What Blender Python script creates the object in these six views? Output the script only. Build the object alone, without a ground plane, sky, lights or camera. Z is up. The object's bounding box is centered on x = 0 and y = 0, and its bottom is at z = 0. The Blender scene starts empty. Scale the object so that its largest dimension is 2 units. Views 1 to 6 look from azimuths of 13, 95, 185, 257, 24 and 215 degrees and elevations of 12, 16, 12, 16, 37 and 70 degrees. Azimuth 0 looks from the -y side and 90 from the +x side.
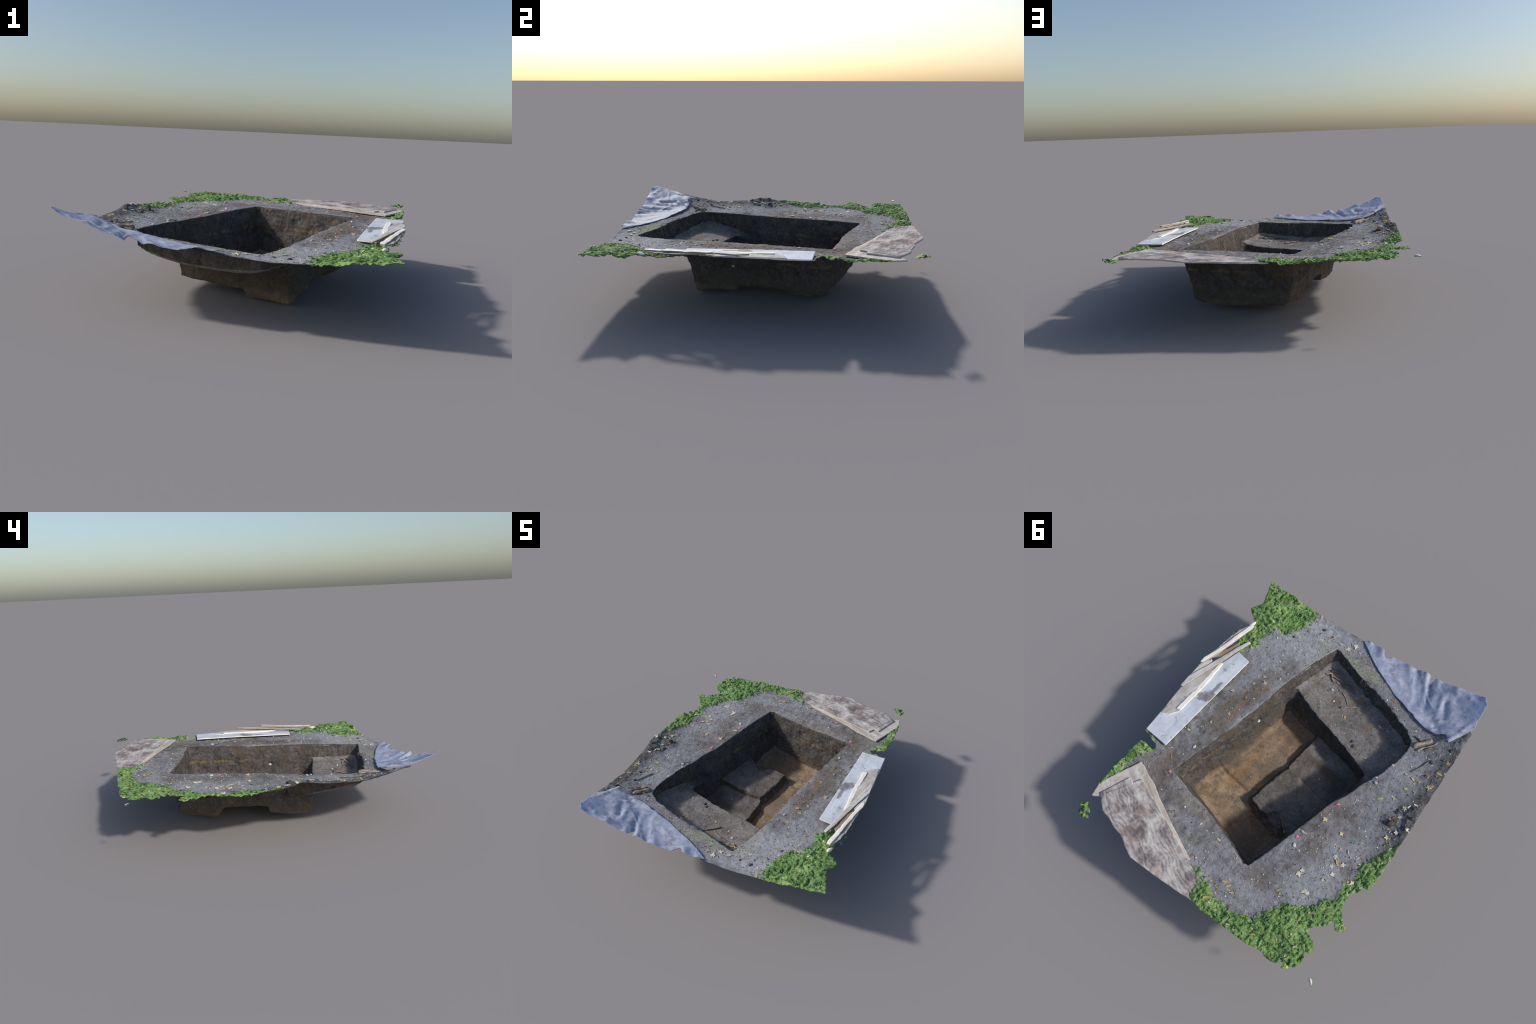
import bpy, math, random
import numpy as np
from mathutils import Vector, Matrix, Euler
from mathutils.bvhtree import BVHTree

R = random.Random(7)
RS = np.random.RandomState(11)

# ------------------------------------------------------------------ numeric helpers
def _hash(ix, iy, iz, seed):
    h = (ix.astype(np.uint32) * np.uint32(374761393) + iy.astype(np.uint32) * np.uint32(668265263)
         + iz.astype(np.uint32) * np.uint32(2147483647) + np.uint32(seed) * np.uint32(1274126177))
    h = (h ^ (h >> np.uint32(13))) * np.uint32(1274126177)
    h = h ^ (h >> np.uint32(16))
    return (h & np.uint32(0xffffff)).astype(np.float64) / 0xffffff

def noise3(p, seed=0):
    """value noise, -1..1, for points (n,3)"""
    f = np.floor(p); t = p - f; i = f.astype(np.int64)
    t = t * t * t * (t * (t * 6 - 15) + 10)
    out = 0
    for dx in (0, 1):
        wx = t[:, 0] if dx else 1 - t[:, 0]
        for dy in (0, 1):
            wy = t[:, 1] if dy else 1 - t[:, 1]
            for dz in (0, 1):
                wz = t[:, 2] if dz else 1 - t[:, 2]
                out = out + wx * wy * wz * _hash(i[:, 0] + dx, i[:, 1] + dy, i[:, 2] + dz, seed)
    return out * 2 - 1

def fbm(p, scale, octaves=4, seed=0, gain=0.5):
    v = 0; a = 1.0; s = scale; tot = 0
    for o in range(octaves):
        v = v + a * noise3(p * s + 17.3 * o, seed + o); tot += a
        a *= gain; s *= 2.03
    return v / tot

def fbm2(X, Y, scale, octaves=4, seed=0, gain=0.5):
    p = np.stack([X.ravel(), Y.ravel(), np.full(X.size, 0.37)], 1)
    return fbm(p, scale, octaves, seed, gain).reshape(X.shape)

def smooth(a, b, x):
    t = np.clip((x - a) / (b - a), 0, 1)
    return t * t * (3 - 2 * t)

def poly_dist(X, Y, poly):
    """signed distance in plan to a closed polygon, negative inside"""
    poly = np.asarray(poly, float); n = len(poly)
    d = np.full(X.shape, 1e9); inside = np.zeros(X.shape, bool)
    for k in range(n):
        ax, ay = poly[k]; bx, by = poly[(k + 1) % n]
        ex, ey = bx - ax, by - ay; l2 = ex * ex + ey * ey + 1e-12
        t = np.clip(((X - ax) * ex + (Y - ay) * ey) / l2, 0, 1)
        d = np.minimum(d, (X - ax - t * ex) ** 2 + (Y - ay - t * ey) ** 2)
        if ay != by:
            c = (ay > Y) != (by > Y)
            inside ^= c & (X < (bx - ax) * (Y - ay) / (by - ay) + ax)
    d = np.sqrt(d)
    return np.where(inside, -d, d)

class Plate:
    """thin-plate surface z(x,y) through a handful of measured levels"""
    def __init__(self, pts, stiff=1e-4):
        p = np.asarray(pts, float); self.c = p[:, :2]; n = len(p)
        K = self._k(p[:, None, :2] - p[None, :, :2]) + np.eye(n) * stiff
        P = np.c_[np.ones(n), p[:, :2]]
        A = np.zeros((n + 3, n + 3)); A[:n, :n] = K; A[:n, n:] = P; A[n:, :n] = P.T
        self.w = np.linalg.solve(A, np.r_[p[:, 2], 0, 0, 0])
    @staticmethod
    def _k(d):
        r2 = (d ** 2).sum(-1); return 0.5 * r2 * np.log(r2 + 1e-9)
    def __call__(self, X, Y):
        q = np.stack([np.ravel(X), np.ravel(Y)], 1)
        z = self.w[-3] + q @ self.w[-2:]
        for c, w in zip(self.c, self.w[:-3]):
            z = z + w * self._k(q - c)
        return z.reshape(np.shape(X))

def ragged(poly, amps, step=0.004, seed=3):
    """subdivide an outline; amps gives how torn each side is"""
    out = []; n = len(poly); run = 0.0
    for k in range(n):
        a = np.array(poly[k]); b = np.array(poly[(k + 1) % n]); L = np.linalg.norm(b - a)
        m = max(1, int(L / step)); t = np.linspace(0, 1, m, endpoint=False)
        d = (b - a) / max(L, 1e-9); nr = np.array([-d[1], d[0]])
        s = run + t * L; run += L
        q = np.stack([s, np.full_like(s, 0.3), np.full_like(s, seed * 1.7)], 1)
        off = amps[k] * (0.7 * fbm(q, 22, 2, seed) + 0.6 * noise3(q * 95, seed + 5)) * np.minimum(1, np.minimum(t, 1 - t) * L / 0.006 + .25)
        out += list(a + np.outer(t, b - a) + off[:, None] * nr)
    return np.array(out)

# ------------------------------------------------------------------ plan of the dig (metres)
RIM = [(-.180, .638), (-.146, .646), (-.090, .623), (-.010, .590), (.074, .560), (.135, .539), (.211, .514), (.338, .490), (.414, .469), (.468, .455), (.524, .440),
       (.514, .385), (.496, .322), (.474, .24), (.450, .16), (.436, .084), (.408, .012), (.392, -.079), (.366, -.166), (.348, -.27), (.336, -.35), (.315, -.462),
       (.292, -.528), (.262, -.671), (.224, -.769), (.193, -.849),
       (.121, -.832), (-.006, -.779), (-.119, -.745), (-.193, -.728), (-.283, -.695), (-.345, -.665), (-.473, -.625),
       (-.540, -.565), (-.556, -.49), (-.545, -.41), (-.502, -.282), (-.455, -.165), (-.397, -.006), (-.36, .064), (-.333, .15),
       (-.29, .30), (-.25, .431), (-.213, .546)]
SOUTH = RIM.index((.193, -.849))                           # south-east corner, start of the tarp-side rim
DEEP_TOP = [(-.180, .638), (-.146, .646), (-.090, .623), (-.010, .590), (.074, .560), (.135, .539), (.211, .514), (.338, .490), (.414, .469), (.468, .455), (.524, .440),
       (.514, .385), (.496, .322), (.474, .24), (.450, .16), (.436, .084), (.408, .012), (.392, -.079), (.366, -.166), (.348, -.27), (.336, -.35), (.315, -.462),
            (.276, -.548), (.18, -.520), (.1, -.492), (0, -.446), (-.2, -.380), (-.433, -.262),
            (-.455, -.165), (-.397, -.006), (-.36, .064), (-.333, .15), (-.29, .30), (-.25, .431), (-.213, .546)]
DEEP_BASE = [(-.126, .592), (-.09, .578), (.0, .548), (.135, .500), (.238, .468), (.334, .437), (.40, .420), (.450, .400), (.463, .375),
             (.424, .22), (.408, .178), (.386, .125), (.354, .03), (.326, -.074), (.320, -.17), (.292, -.27), (.284, -.36), (.285, -.420), (.264, -.440), (.18, -.412),
             (.10, -.390), (0, -.370), (-.19, -.328), (-.398, -.270),
             (-.35, -.14), (-.305, 0), (-.260, .14), (-.198, .35), (-.166, .46), (-.136, .56)]
SHELF_BASE = [(.278, -.44), (.268, -.51), (.215, -.66), (.174, -.79), (.150, -.812), (.0, -.768), (-.118, -.728), (-.278, -.672), (-.40, -.622),
              (-.50, -.575), (-.552, -.525), (-.556, -.44), (-.47, -.22), (-.43, -.1), (0, 0), (.26, -.2)]
BLOCK_TOP = [(-.032, -.46), (-.027, -.335), (-.004, -.2), (.021, -.068), (.058, .081), (.096, .242), (.085, .256), (.018, .276), (-.045, .278),
             (-.068, .236), (-.117, .238), (-.17, .29), (-.26, .335), (-.36, .1), (-.46, -.2), (-.46, -.36)]
BLOCK_BASE = [(.005, -.46), (.036, -.22), (.058, -.07), (.100, .08), (.136, .245), (.122, .274), (.03, .312), (-.09, .340),
              (-.20, .362), (-.28, .362), (-.36, .1), (-.46, -.2), (-.46, -.36)]
TURF = [[(-.9, .03), (-.83, .05), (-.756, .146), (-.719, .245), (-.701, .34), (-.683, .493), (-.634, .568), (-.599, .632), (-.532, .68),
         (-.469, .704), (-.434, .768), (-.373, .85), (-.248, .90), (-.156, .887), (-.008, .83), (.03, .80), (.06, .9), (0, 1.05), (-.9, 1.05)],
        [(.42, -1.05), (.435, -.935), (.478, -.808), (.537, -.724), (.60, -.74), (.632, -.657), (.645, -.512), (.69, -.45), (.72, -.36), (.9, -.36), (.9, -1.05)],
        [(.9, .86), (.80, .78), (.76, .56), (.735, .43), (.69, .41), (.71, .355), (.84, .30), (.9, .3)]]

GROUND = Plate([(-.174, .63, .389), (.523, .442, .389), (.201, -.85, .357), (-.56, -.52, .367), (.066, -.992, .370), (.82, -1, .388),
                (.478, -.995, .368), (.65, -.9, .385), (.376, -.979, .361), (.22, -.995, .359), (-.74, .927, .412), (-.825, .3, .385), (-.81, -.763, .452),
                (-.051, .991, .410), (.818, .843, .404), (.703, .508, .394), (.822, .329, .397), (.656, .34, .389), (.61, -.445, .372),
                (.737, -.657, .383), (-.327, .394, .388), (-.501, -.207, .372), (-.70, -.04, .388), (-.815, -.07, .416), (-.815, -.45, .399),
                (-.815, -.59, .415), (-.815, .15, .394), (-.30, -.70, .362), (-.05, -.80, .357), (-.43, -.72, .366), (-.66, -.64, .388),
                (-.72, -.70, .412), (.05, -.93, .364), (.37, 0, .378), (-.36, .06, .378), (.3, -.42, .368), (.4, -.7, .365), (.18, .62, .393), (-.4, .75, .398),
                (-.62, .25, .383), (-.65, .55, .395), (.35, .85, .405)])
SHELF = Plate([(.25, -.48, .243), (-.41, -.27, .218), (-.1, -.52, .222), (.08, -.64, .232), (-.36, -.5, .240), (-.49, -.52, .258), (-.54, -.48, .278),
               (.15, -.79, .256), (0, -.737, .240), (-.27, -.62, .236), (-.44, -.40, .240), (-.1, -.35, .220), (.2, -.6, .244)])
FLOOR_NEAR = Plate([(.26, -.41, .004), (.04, -.37, .008), (.3, -.28, .020), (.33, -.15, .028), (.05, -.15, .026)])
FLOOR_MID = Plate([(.33, -.13, .056), (.36, -.02, .062), (.41, .166, .066), (.06, -.1, .044), (.12, .17, .048), (.25, .05, .052), (.15, -.02, .048)])
FLOOR_FAR = Plate([(.42, .22, .050), (.46, .39, .046), (.3, .44, .036), (.1, .51, .040), (.0, .55, .052), (-.13, .6, .068),
                   (-.17, .46, .055), (-.2, .34, .034), (.13, .25, .042), (.20, .263, .042), (.1, .4, .042), (-.05, .38, .036)])
BLOCK_HIGH = Plate([(.098, .241, .106), (-.036, .277, .112), (.027, -.06, .107), (-.28, 0, .122), (-.22, .29, .120), (-.05, .1, .112), (-.17, .2, .122)])
BLOCK_LOW = Plate([(.0, -.36, .060), (.02, -.08, .080), (-.3, -.02, .076), (-.40, -.27, .074), (-.36, -.14, .063), (-.15, -.33, .060)])

# ------------------------------------------------------------------ implicit earth body -> surface
H = 0.005
xs = np.arange(-.875, .876, H); ys = np.arange(-1.03, 1.031, H); zs = np.arange(-.03, .50, H)
X, Y = np.meshgrid(xs, ys, indexing='ij')

def turf_dist(X, Y):
    d = np.min([poly_dist(X, Y, t) for t in TURF], axis=0)
    return d + .030 * fbm2(X, Y, 14, 3, 40) + .012 * fbm2(X, Y, 60, 2, 43)

d_turf = turf_dist(X, Y)
m_turf = smooth(.012, -.03, d_turf)
lump = fbm2(X, Y, 11, 2, 50); lump2 = 1 - 2 * np.abs(fbm2(X, Y, 30, 3, 53)); lump3 = 1 - 2 * np.abs(fbm2(X, Y, 70, 2, 58))
g = GROUND(X, Y) - .004
d_rim = poly_dist(X, Y, RIM)
soil_wave = .004 * fbm2(X, Y, 7, 4, 60)
heap = np.zeros_like(X)                                    # low clods along the trampled edge
for cx, cy, r, hh in [(-.70, -.04, .05, .014), (-.80, -.10, .055, .020), (-.77, -.18, .045, .012), (-.80, -.02, .05, .012), (-.78, -.33, .05, .008),
                      (-.80, -.68, .06, .012), (-.79, -.55, .05, .010), (-.70, -.55, .06, .006), (-.78, -.44, .04, .008)]:
    heap += hh * np.exp(-((X - cx) ** 2 + (Y - cy) ** 2) / r ** 2) * (1 + .9 * fbm2(X, Y, 45, 3, 66))
g = g - .006 * smooth(.35, .5, X) * smooth(-.35, -.55, Y) * m_turf
g = g + soil_wave * smooth(0, .08, np.abs(d_rim)) + heap + m_turf * (-.001 + .012 * lump + .012 * lump2 + .004 * lump3)

wob = fbm2(X, Y, 24, 3, 70) + .5 * fbm2(X, Y, 75, 2, 71)
soft = smooth(-.42, -.62, Y) * smooth(.2, -.2, X) + .6 * np.exp(-((X + .5) ** 2 + (Y + .35) ** 2) / .02)   # crumbled south-west end
rim_w = .005 + .010 * np.clip(soft, 0, 1)
d_top = poly_dist(X, Y, DEEP_TOP) + wob * rim_w
d_base = poly_dist(X, Y, DEEP_BASE) + wob * .004
d_sh = poly_dist(X, Y, SHELF_BASE) + wob * .007
d_rimw = d_rim + wob * rim_w
b_top = poly_dist(X, Y, BLOCK_TOP) + .011 * fbm2(X, Y, 40, 3, 75)
b_base = poly_dist(X, Y, BLOCK_BASE) + .008 * fbm2(X, Y, 40, 3, 76)

s1 = Y + .18 * (X - .33) + .155 + .012 * fbm2(X, Y, 12, 3, 80)          # low tread across the floor
s2 = Y - .172 - .15 * (.4 - X) + .010 * fbm2(X, Y, 12, 3, 81)
floor = FLOOR_NEAR(X, Y) + (FLOOR_MID(X, Y) - FLOOR_NEAR(X, Y)) * smooth(-.02, .02, s1)
floor = floor + (FLOOR_FAR(X, Y) - floor) * smooth(-.012, .012, s2)
floor = floor + .004 * fbm2(X, Y, 12, 4, 83) + .020 * smooth(-.032, .004, d_base)
shelf = SHELF(X, Y) + .004 * fbm2(X, Y, 11, 4, 84) + .014 * smooth(-.03, .0, d_sh) - .005 - .003 * smooth(.02, -.002, .55 * d_top + .45 * d_base)
step = Y + .068 + .223 * (X - .027) + .004 * fbm2(X, Y, 30, 2, 85)
lumpy = fbm2(X, Y, 9, 3, 89)
blk = .005 * lumpy + BLOCK_LOW(X, Y) + (BLOCK_HIGH(X, Y) - BLOCK_LOW(X, Y)) * smooth(-.007, .007, step) + .006 * fbm2(X, Y, 13, 4, 86)
rub = smooth(.02, -.01, poly_dist(X, Y, [(-.05, .25), (-.12, .23), (-.2, .28), (-.24, .34), (-.08, .33)]))
blk = blk - rub * (.006 + .014 * fbm2(X, Y, 40, 3, 88))

Z = zs[None, None, :]
F = np.empty((len(xs), len(ys), len(zs)), np.float32)
for k, z in enumerate(zs):
    t = np.clip((.375 - z) / .335, -.05, 1.05)
    ts = np.clip((.365 - z) / .125, -.05, 1.0)
    bow = .004 * math.sin(math.pi * min(max(t, 0), 1))
    deep = np.maximum(d_top * (1 - t) + d_base * t - bow * .4, floor - z)
    shf = np.maximum(d_rimw * (1 - ts) + d_sh * ts, shelf - z)
    # the shelf pit only exists at the near end; further on it would be inside the deep pit anyway
    tb = np.clip((.105 - z) / .07, 0, 1)
    block = np.maximum(b_top * (1 - tb) + b_base * tb, z - blk)
    pit = np.minimum(deep, np.where(Y < -.02, shf, 1.0))
    F[:, :, k] = np.minimum(np.maximum(z - g, -pit), np.maximum(block, z - .3))

def surface_nets(F, xs, ys, zs):
    S = F < 0
    c = S[:-1, :-1, :-1].astype(np.int8)
    for a in (0, 1):
        for b in (0, 1):
            for d in (0, 1):
                if a or b or d:
                    c = c + S[a:S.shape[0] - 1 + a, b:S.shape[1] - 1 + b, d:S.shape[2] - 1 + d]
    act = (c > 0) & (c < 8)
    I = np.argwhere(act); n = len(I)
    idx = np.full(act.shape, -1, np.int64); idx[act] = np.arange(n)
    corner = {}
    for a in (0, 1):
        for b in (0, 1):
            for d in (0, 1):
                corner[(a, b, d)] = F[I[:, 0] + a, I[:, 1] + b, I[:, 2] + d].astype(float)
    acc = np.zeros((n, 3)); cnt = np.zeros(n)
    for p in corner:
        for ax in range(3):
            if p[ax] == 0:
                q = list(p); q[ax] = 1; q = tuple(q)
                f0, f1 = corner[p], corner[q]
                cr = (f0 < 0) != (f1 < 0)
                t = np.where(cr, f0 / np.where(cr, f0 - f1, 1), 0)
                pos = np.tile(np.array(p, float), (n, 1)); pos[:, ax] = t
                acc += pos * cr[:, None]; cnt += cr
    V = (I + acc / cnt[:, None]) * H + np.array([xs[0], ys[0], zs[0]])
    Q = []
    for ax in range(3):
        A = [slice(None)] * 3; B = [slice(None)] * 3
        A[ax] = slice(0, -1); B[ax] = slice(1, None)
        s0, s1 = S[tuple(A)], S[tuple(B)]
        E = np.argwhere(s0 != s1); sg = s0[tuple(E.T)]
        u, v = [(1, 2), (2, 0), (0, 1)][ax]
        ok = (E[:, u] > 0) & (E[:, v] > 0) & (E[:, u] < act.shape[u]) & (E[:, v] < act.shape[v])
        E = E[ok]; sg = sg[ok]
        def at(du, dv):
            e = E.copy(); e[:, u] -= du; e[:, v] -= dv
            return idx[tuple(e.T)]
        q = np.stack([at(1, 1), at(0, 1), at(0, 0), at(1, 0)], 1)
        q = np.where(sg[:, None], q, q[:, ::-1])
        Q.append(q)
    return V, np.concatenate(Q)

V, Q = surface_nets(F, xs, ys, zs)
del F

def bilin(A, x, y):
    fx = np.clip((x - xs[0]) / H, 0, len(xs) - 1.001); fy = np.clip((y - ys[0]) / H, 0, len(ys) - 1.001)
    i = fx.astype(int); j = fy.astype(int); a = fx - i; b = fy - j
    return (A[i, j] * (1 - a) * (1 - b) + A[i + 1, j] * a * (1 - b) + A[i, j + 1] * (1 - a) * b + A[i + 1, j + 1] * a * b)

def vert_normals(V, Q):
    n = np.cross(V[Q[:, 2]] - V[Q[:, 0]], V[Q[:, 3]] - V[Q[:, 1]])
    N = np.zeros_like(V)
    for k in range(4):
        np.add.at(N, Q[:, k], n)
    return N / np.maximum(np.linalg.norm(N, axis=1, keepdims=True), 1e-12)

def compact(V, Q):
    used = np.unique(Q); m = np.full(len(V), -1, np.int64); m[used] = np.arange(len(used))
    return V[used], m[Q]

def border_edges(Q):
    E = np.concatenate([Q[:, [k, (k + 1) % 4]] for k in range(4)])
    key = np.minimum(E[:, 0], E[:, 1]) * 10_000_000 + np.maximum(E[:, 0], E[:, 1])
    _, inv, cnt = np.unique(key, return_inverse=True, return_counts=True)
    return E[cnt[inv] == 1]

def clip_to(V, Q, outline, reach=.0075):
    """keep what lies inside the outline and draw the cut edge onto it"""
    c = V[Q].mean(1)
    keep = poly_dist(c[:, 0], c[:, 1], outline) < 0
    V, Q = compact(V, Q[keep])
    b = np.unique(border_edges(Q))
    P = V[b, :2]; A = outline; B = np.roll(outline, -1, 0); E = B - A; l2 = (E ** 2).sum(1) + 1e-14
    best = np.full(len(b), 1e9); pos = P.copy()
    for k in range(len(A)):
        t = np.clip(((P - A[k]) @ E[k]) / l2[k], 0, 1)
        q = A[k] + t[:, None] * E[k]; d = ((P - q) ** 2).sum(1)
        u = d < best; best[u] = d[u]; pos[u] = q[u]
    ok = best < reach ** 2
    V[b[ok], :2] = pos[ok]
    return V, Q

# outline of the ground (x, y, how torn the side that starts here is)
OUT = [(.825, -1.0, .006), (.724, -1.0, .006), (.60, -.998, .006), (.477, -.997, .001), (.368, -.995, .0), (.221, -.995, .0), (.09, -.992, .0), (.045, -.985, 0),
       (.0, -.952, 0), (-.166, -.868, 0), (-.314, -.808, 0), (-.437, -.748, 0), (-.569, -.705, 0), (-.663, -.695, 0), (-.74, -.715, 0), (-.79, -.79, 0),
       (-.822, -.77, .005), (-.825, -.634, .005), (-.826, -.368, .003), (-.826, -.136, .003), (-.828, .008, .0), (-.828, .30, .004),
       (-.814, .365, .008), (-.779, .374, .006), (-.784, .398, .006), (-.742, .442, .010), (-.746, .527, .010), (-.772, .574, .006), (-.80, .596, .005),
       (-.826, .613, .005), (-.826, .638, .005), (-.789, .661, .005), (-.770, .647, .005), (-.749, .616, .008), (-.733, .66, .006), (-.712, .683, .006), (-.668, .717, .005), (-.668, .771, .005),
       (-.686, .759, .005), (-.73, .785, .006), (-.744, .818, .006), (-.734, .846, .005), (-.71, .842, .005), (-.72, .863, .005), (-.733, .913, .006), (-.712, .945, .006),
       (-.682, .960, .005), (-.666, .99, .002), (-.651, .987, .002), (-.648, .949, .005), (-.632, .968, .005), (-.608, .993, .001), (-.541, .993, .005), (-.517, .980, .005), (-.437, .996, .001),
       (-.224, .996, .001), (-.11, .996, .001), (-.057, .985, 0), (.0, .96, 0), (.03, .885, 0), (.10, .855, 0), (.24, .795, 0), (.40, .715, 0), (.58, .622, 0), (.69, .565, 0), (.775, .745, 0),
       (.818, .775, .004), (.828, .70, .005), (.824, .562, .006), (.806, .405, .005), (.768, .401, .004), (.715, .41, .004), (.700, .39, .004), (.722, .366, .004),
       (.757, .363, .004), (.78, .345, .004), (.828, .338, .002), (.80, .29, 0), (.72, .28, 0), (.70, .1, 0), (.68, -.2, 0), (.67, -.36, 0), (.72, -.44, .003),
       (.755, -.55, .005), (.752, -.655, .003), (.744, -.692, .003), (.79, -.725, .004), (.817, -.749, .004), (.80, -.79, .004), (.774, -.822, .005), (.80, -.91, .005)]
outline = ragged([o[:2] for o in OUT], [o[2] for o in OUT], seed=5)
outline = np.clip(outline, (-.829, -.9985), (.829, .9985))
d_out = poly_dist(X, Y, outline[::8])
V, Q = clip_to(V, Q, outline)

# largest connected piece only
par = np.arange(len(V))
for _ in range(200):
    m = par[Q].min(1); new = par.copy()
    for k in range(4):
        np.minimum.at(new, Q[:, k], m)
    new = new[new]
    if (new == par).all():
        break
    par = new
lab, cnt = np.unique(par, return_counts=True); big = lab[np.argmax(cnt)]
V, Q = compact(V, Q[par[Q[:, 0]] == big])

# relief
N = vert_normals(V, Q)
gv = bilin(g, V[:, 0], V[:, 1]); drv = bilin(d_rim, V[:, 0], V[:, 1]); tv = bilin(m_turf, V[:, 0], V[:, 1]); hv = bilin(heap, V[:, 0], V[:, 1])
in_pit = (gv - V[:, 2] > .012) & (drv < .02)
wallish = in_pit & (N[:, 2] < .55)
soilish = 1 - tv
rel = .0030 * fbm(V, 18, 3, 90) * soilish + .0020 * fbm(V, 55, 3, 92) * soilish + .25 * hv * fbm(V, 60, 3, 91)
rel = np.where(wallish, .0095 * fbm(V, 13, 4, 94) + .0036 * (1 - 2 * np.abs(fbm(V, 34, 3, 96))) - .0015, rel)
rel = np.where(in_pit & ~wallish, .0016 * fbm(V, 40, 4, 98), rel)
rel += tv * (.0080 * (1 - 2 * np.abs(fbm(V, 34, 3, 99))) - .001)
# soft pockets and root holes in the side walls
for px, py, pz, r, dpt in [(.418, .135, .31, .012, .012), (.372, -.02, .30, .010, .008), (.41, .17, .11, .014, .010), (.41, .185, .20, .012, .012), (.345, -.178, .222, .016, .012), (-.30, .20, .30, .02, .008),
                           (-.52, -.30, .33, .03, .014), (-.55, -.5, .33, .03, .012), (-.40, -.62, .32, .03, .012), (-.15, -.70, .31, .03, .010), (.06, .52, .18, .03, .006)]:
    rel -= dpt * np.exp(-(((V - np.array([px, py, pz])) / r) ** 2).sum(1)) * wallish
bord = np.zeros(len(V), bool); bord[np.unique(border_edges(Q))] = True
V = V + N * (rel * np.where(bord, .3, 1))[:, None]
N = vert_normals(V, Q)

# region of each face
fc = V[Q].mean(1); fn = N[Q].mean(1); fz = fc[:, 2]
fg = bilin(g, fc[:, 0], fc[:, 1]); fr = bilin(d_rimw, fc[:, 0], fc[:, 1]); ft = bilin(d_turf, fc[:, 0], fc[:, 1])
fb = bilin(b_base, fc[:, 0], fc[:, 1]); fdb = bilin(np.minimum(d_base, d_top), fc[:, 0], fc[:, 1])
pitf = (fg - fz > .014) & (fr < .012)
region = np.where(ft < -.004, 1, 0)
region = np.where(pitf, 2, region)
region = np.where(pitf & (fn[:, 2] > .6) & (fz > .19), 3, region)
region = np.where(pitf & (fn[:, 2] > .6) & (fz <= .19), 4, region)
region = np.where(pitf & (fb < .004) & (fz < .135) & (fdb < -.006), 5, region)
for _ in range(6):                                         # settle the borders
    S = np.zeros((len(V), 6)); 
    for k in range(4):
        np.add.at(S, (Q[:, k], region), 1)
    region = S[Q].sum(1).argmax(1)

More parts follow.
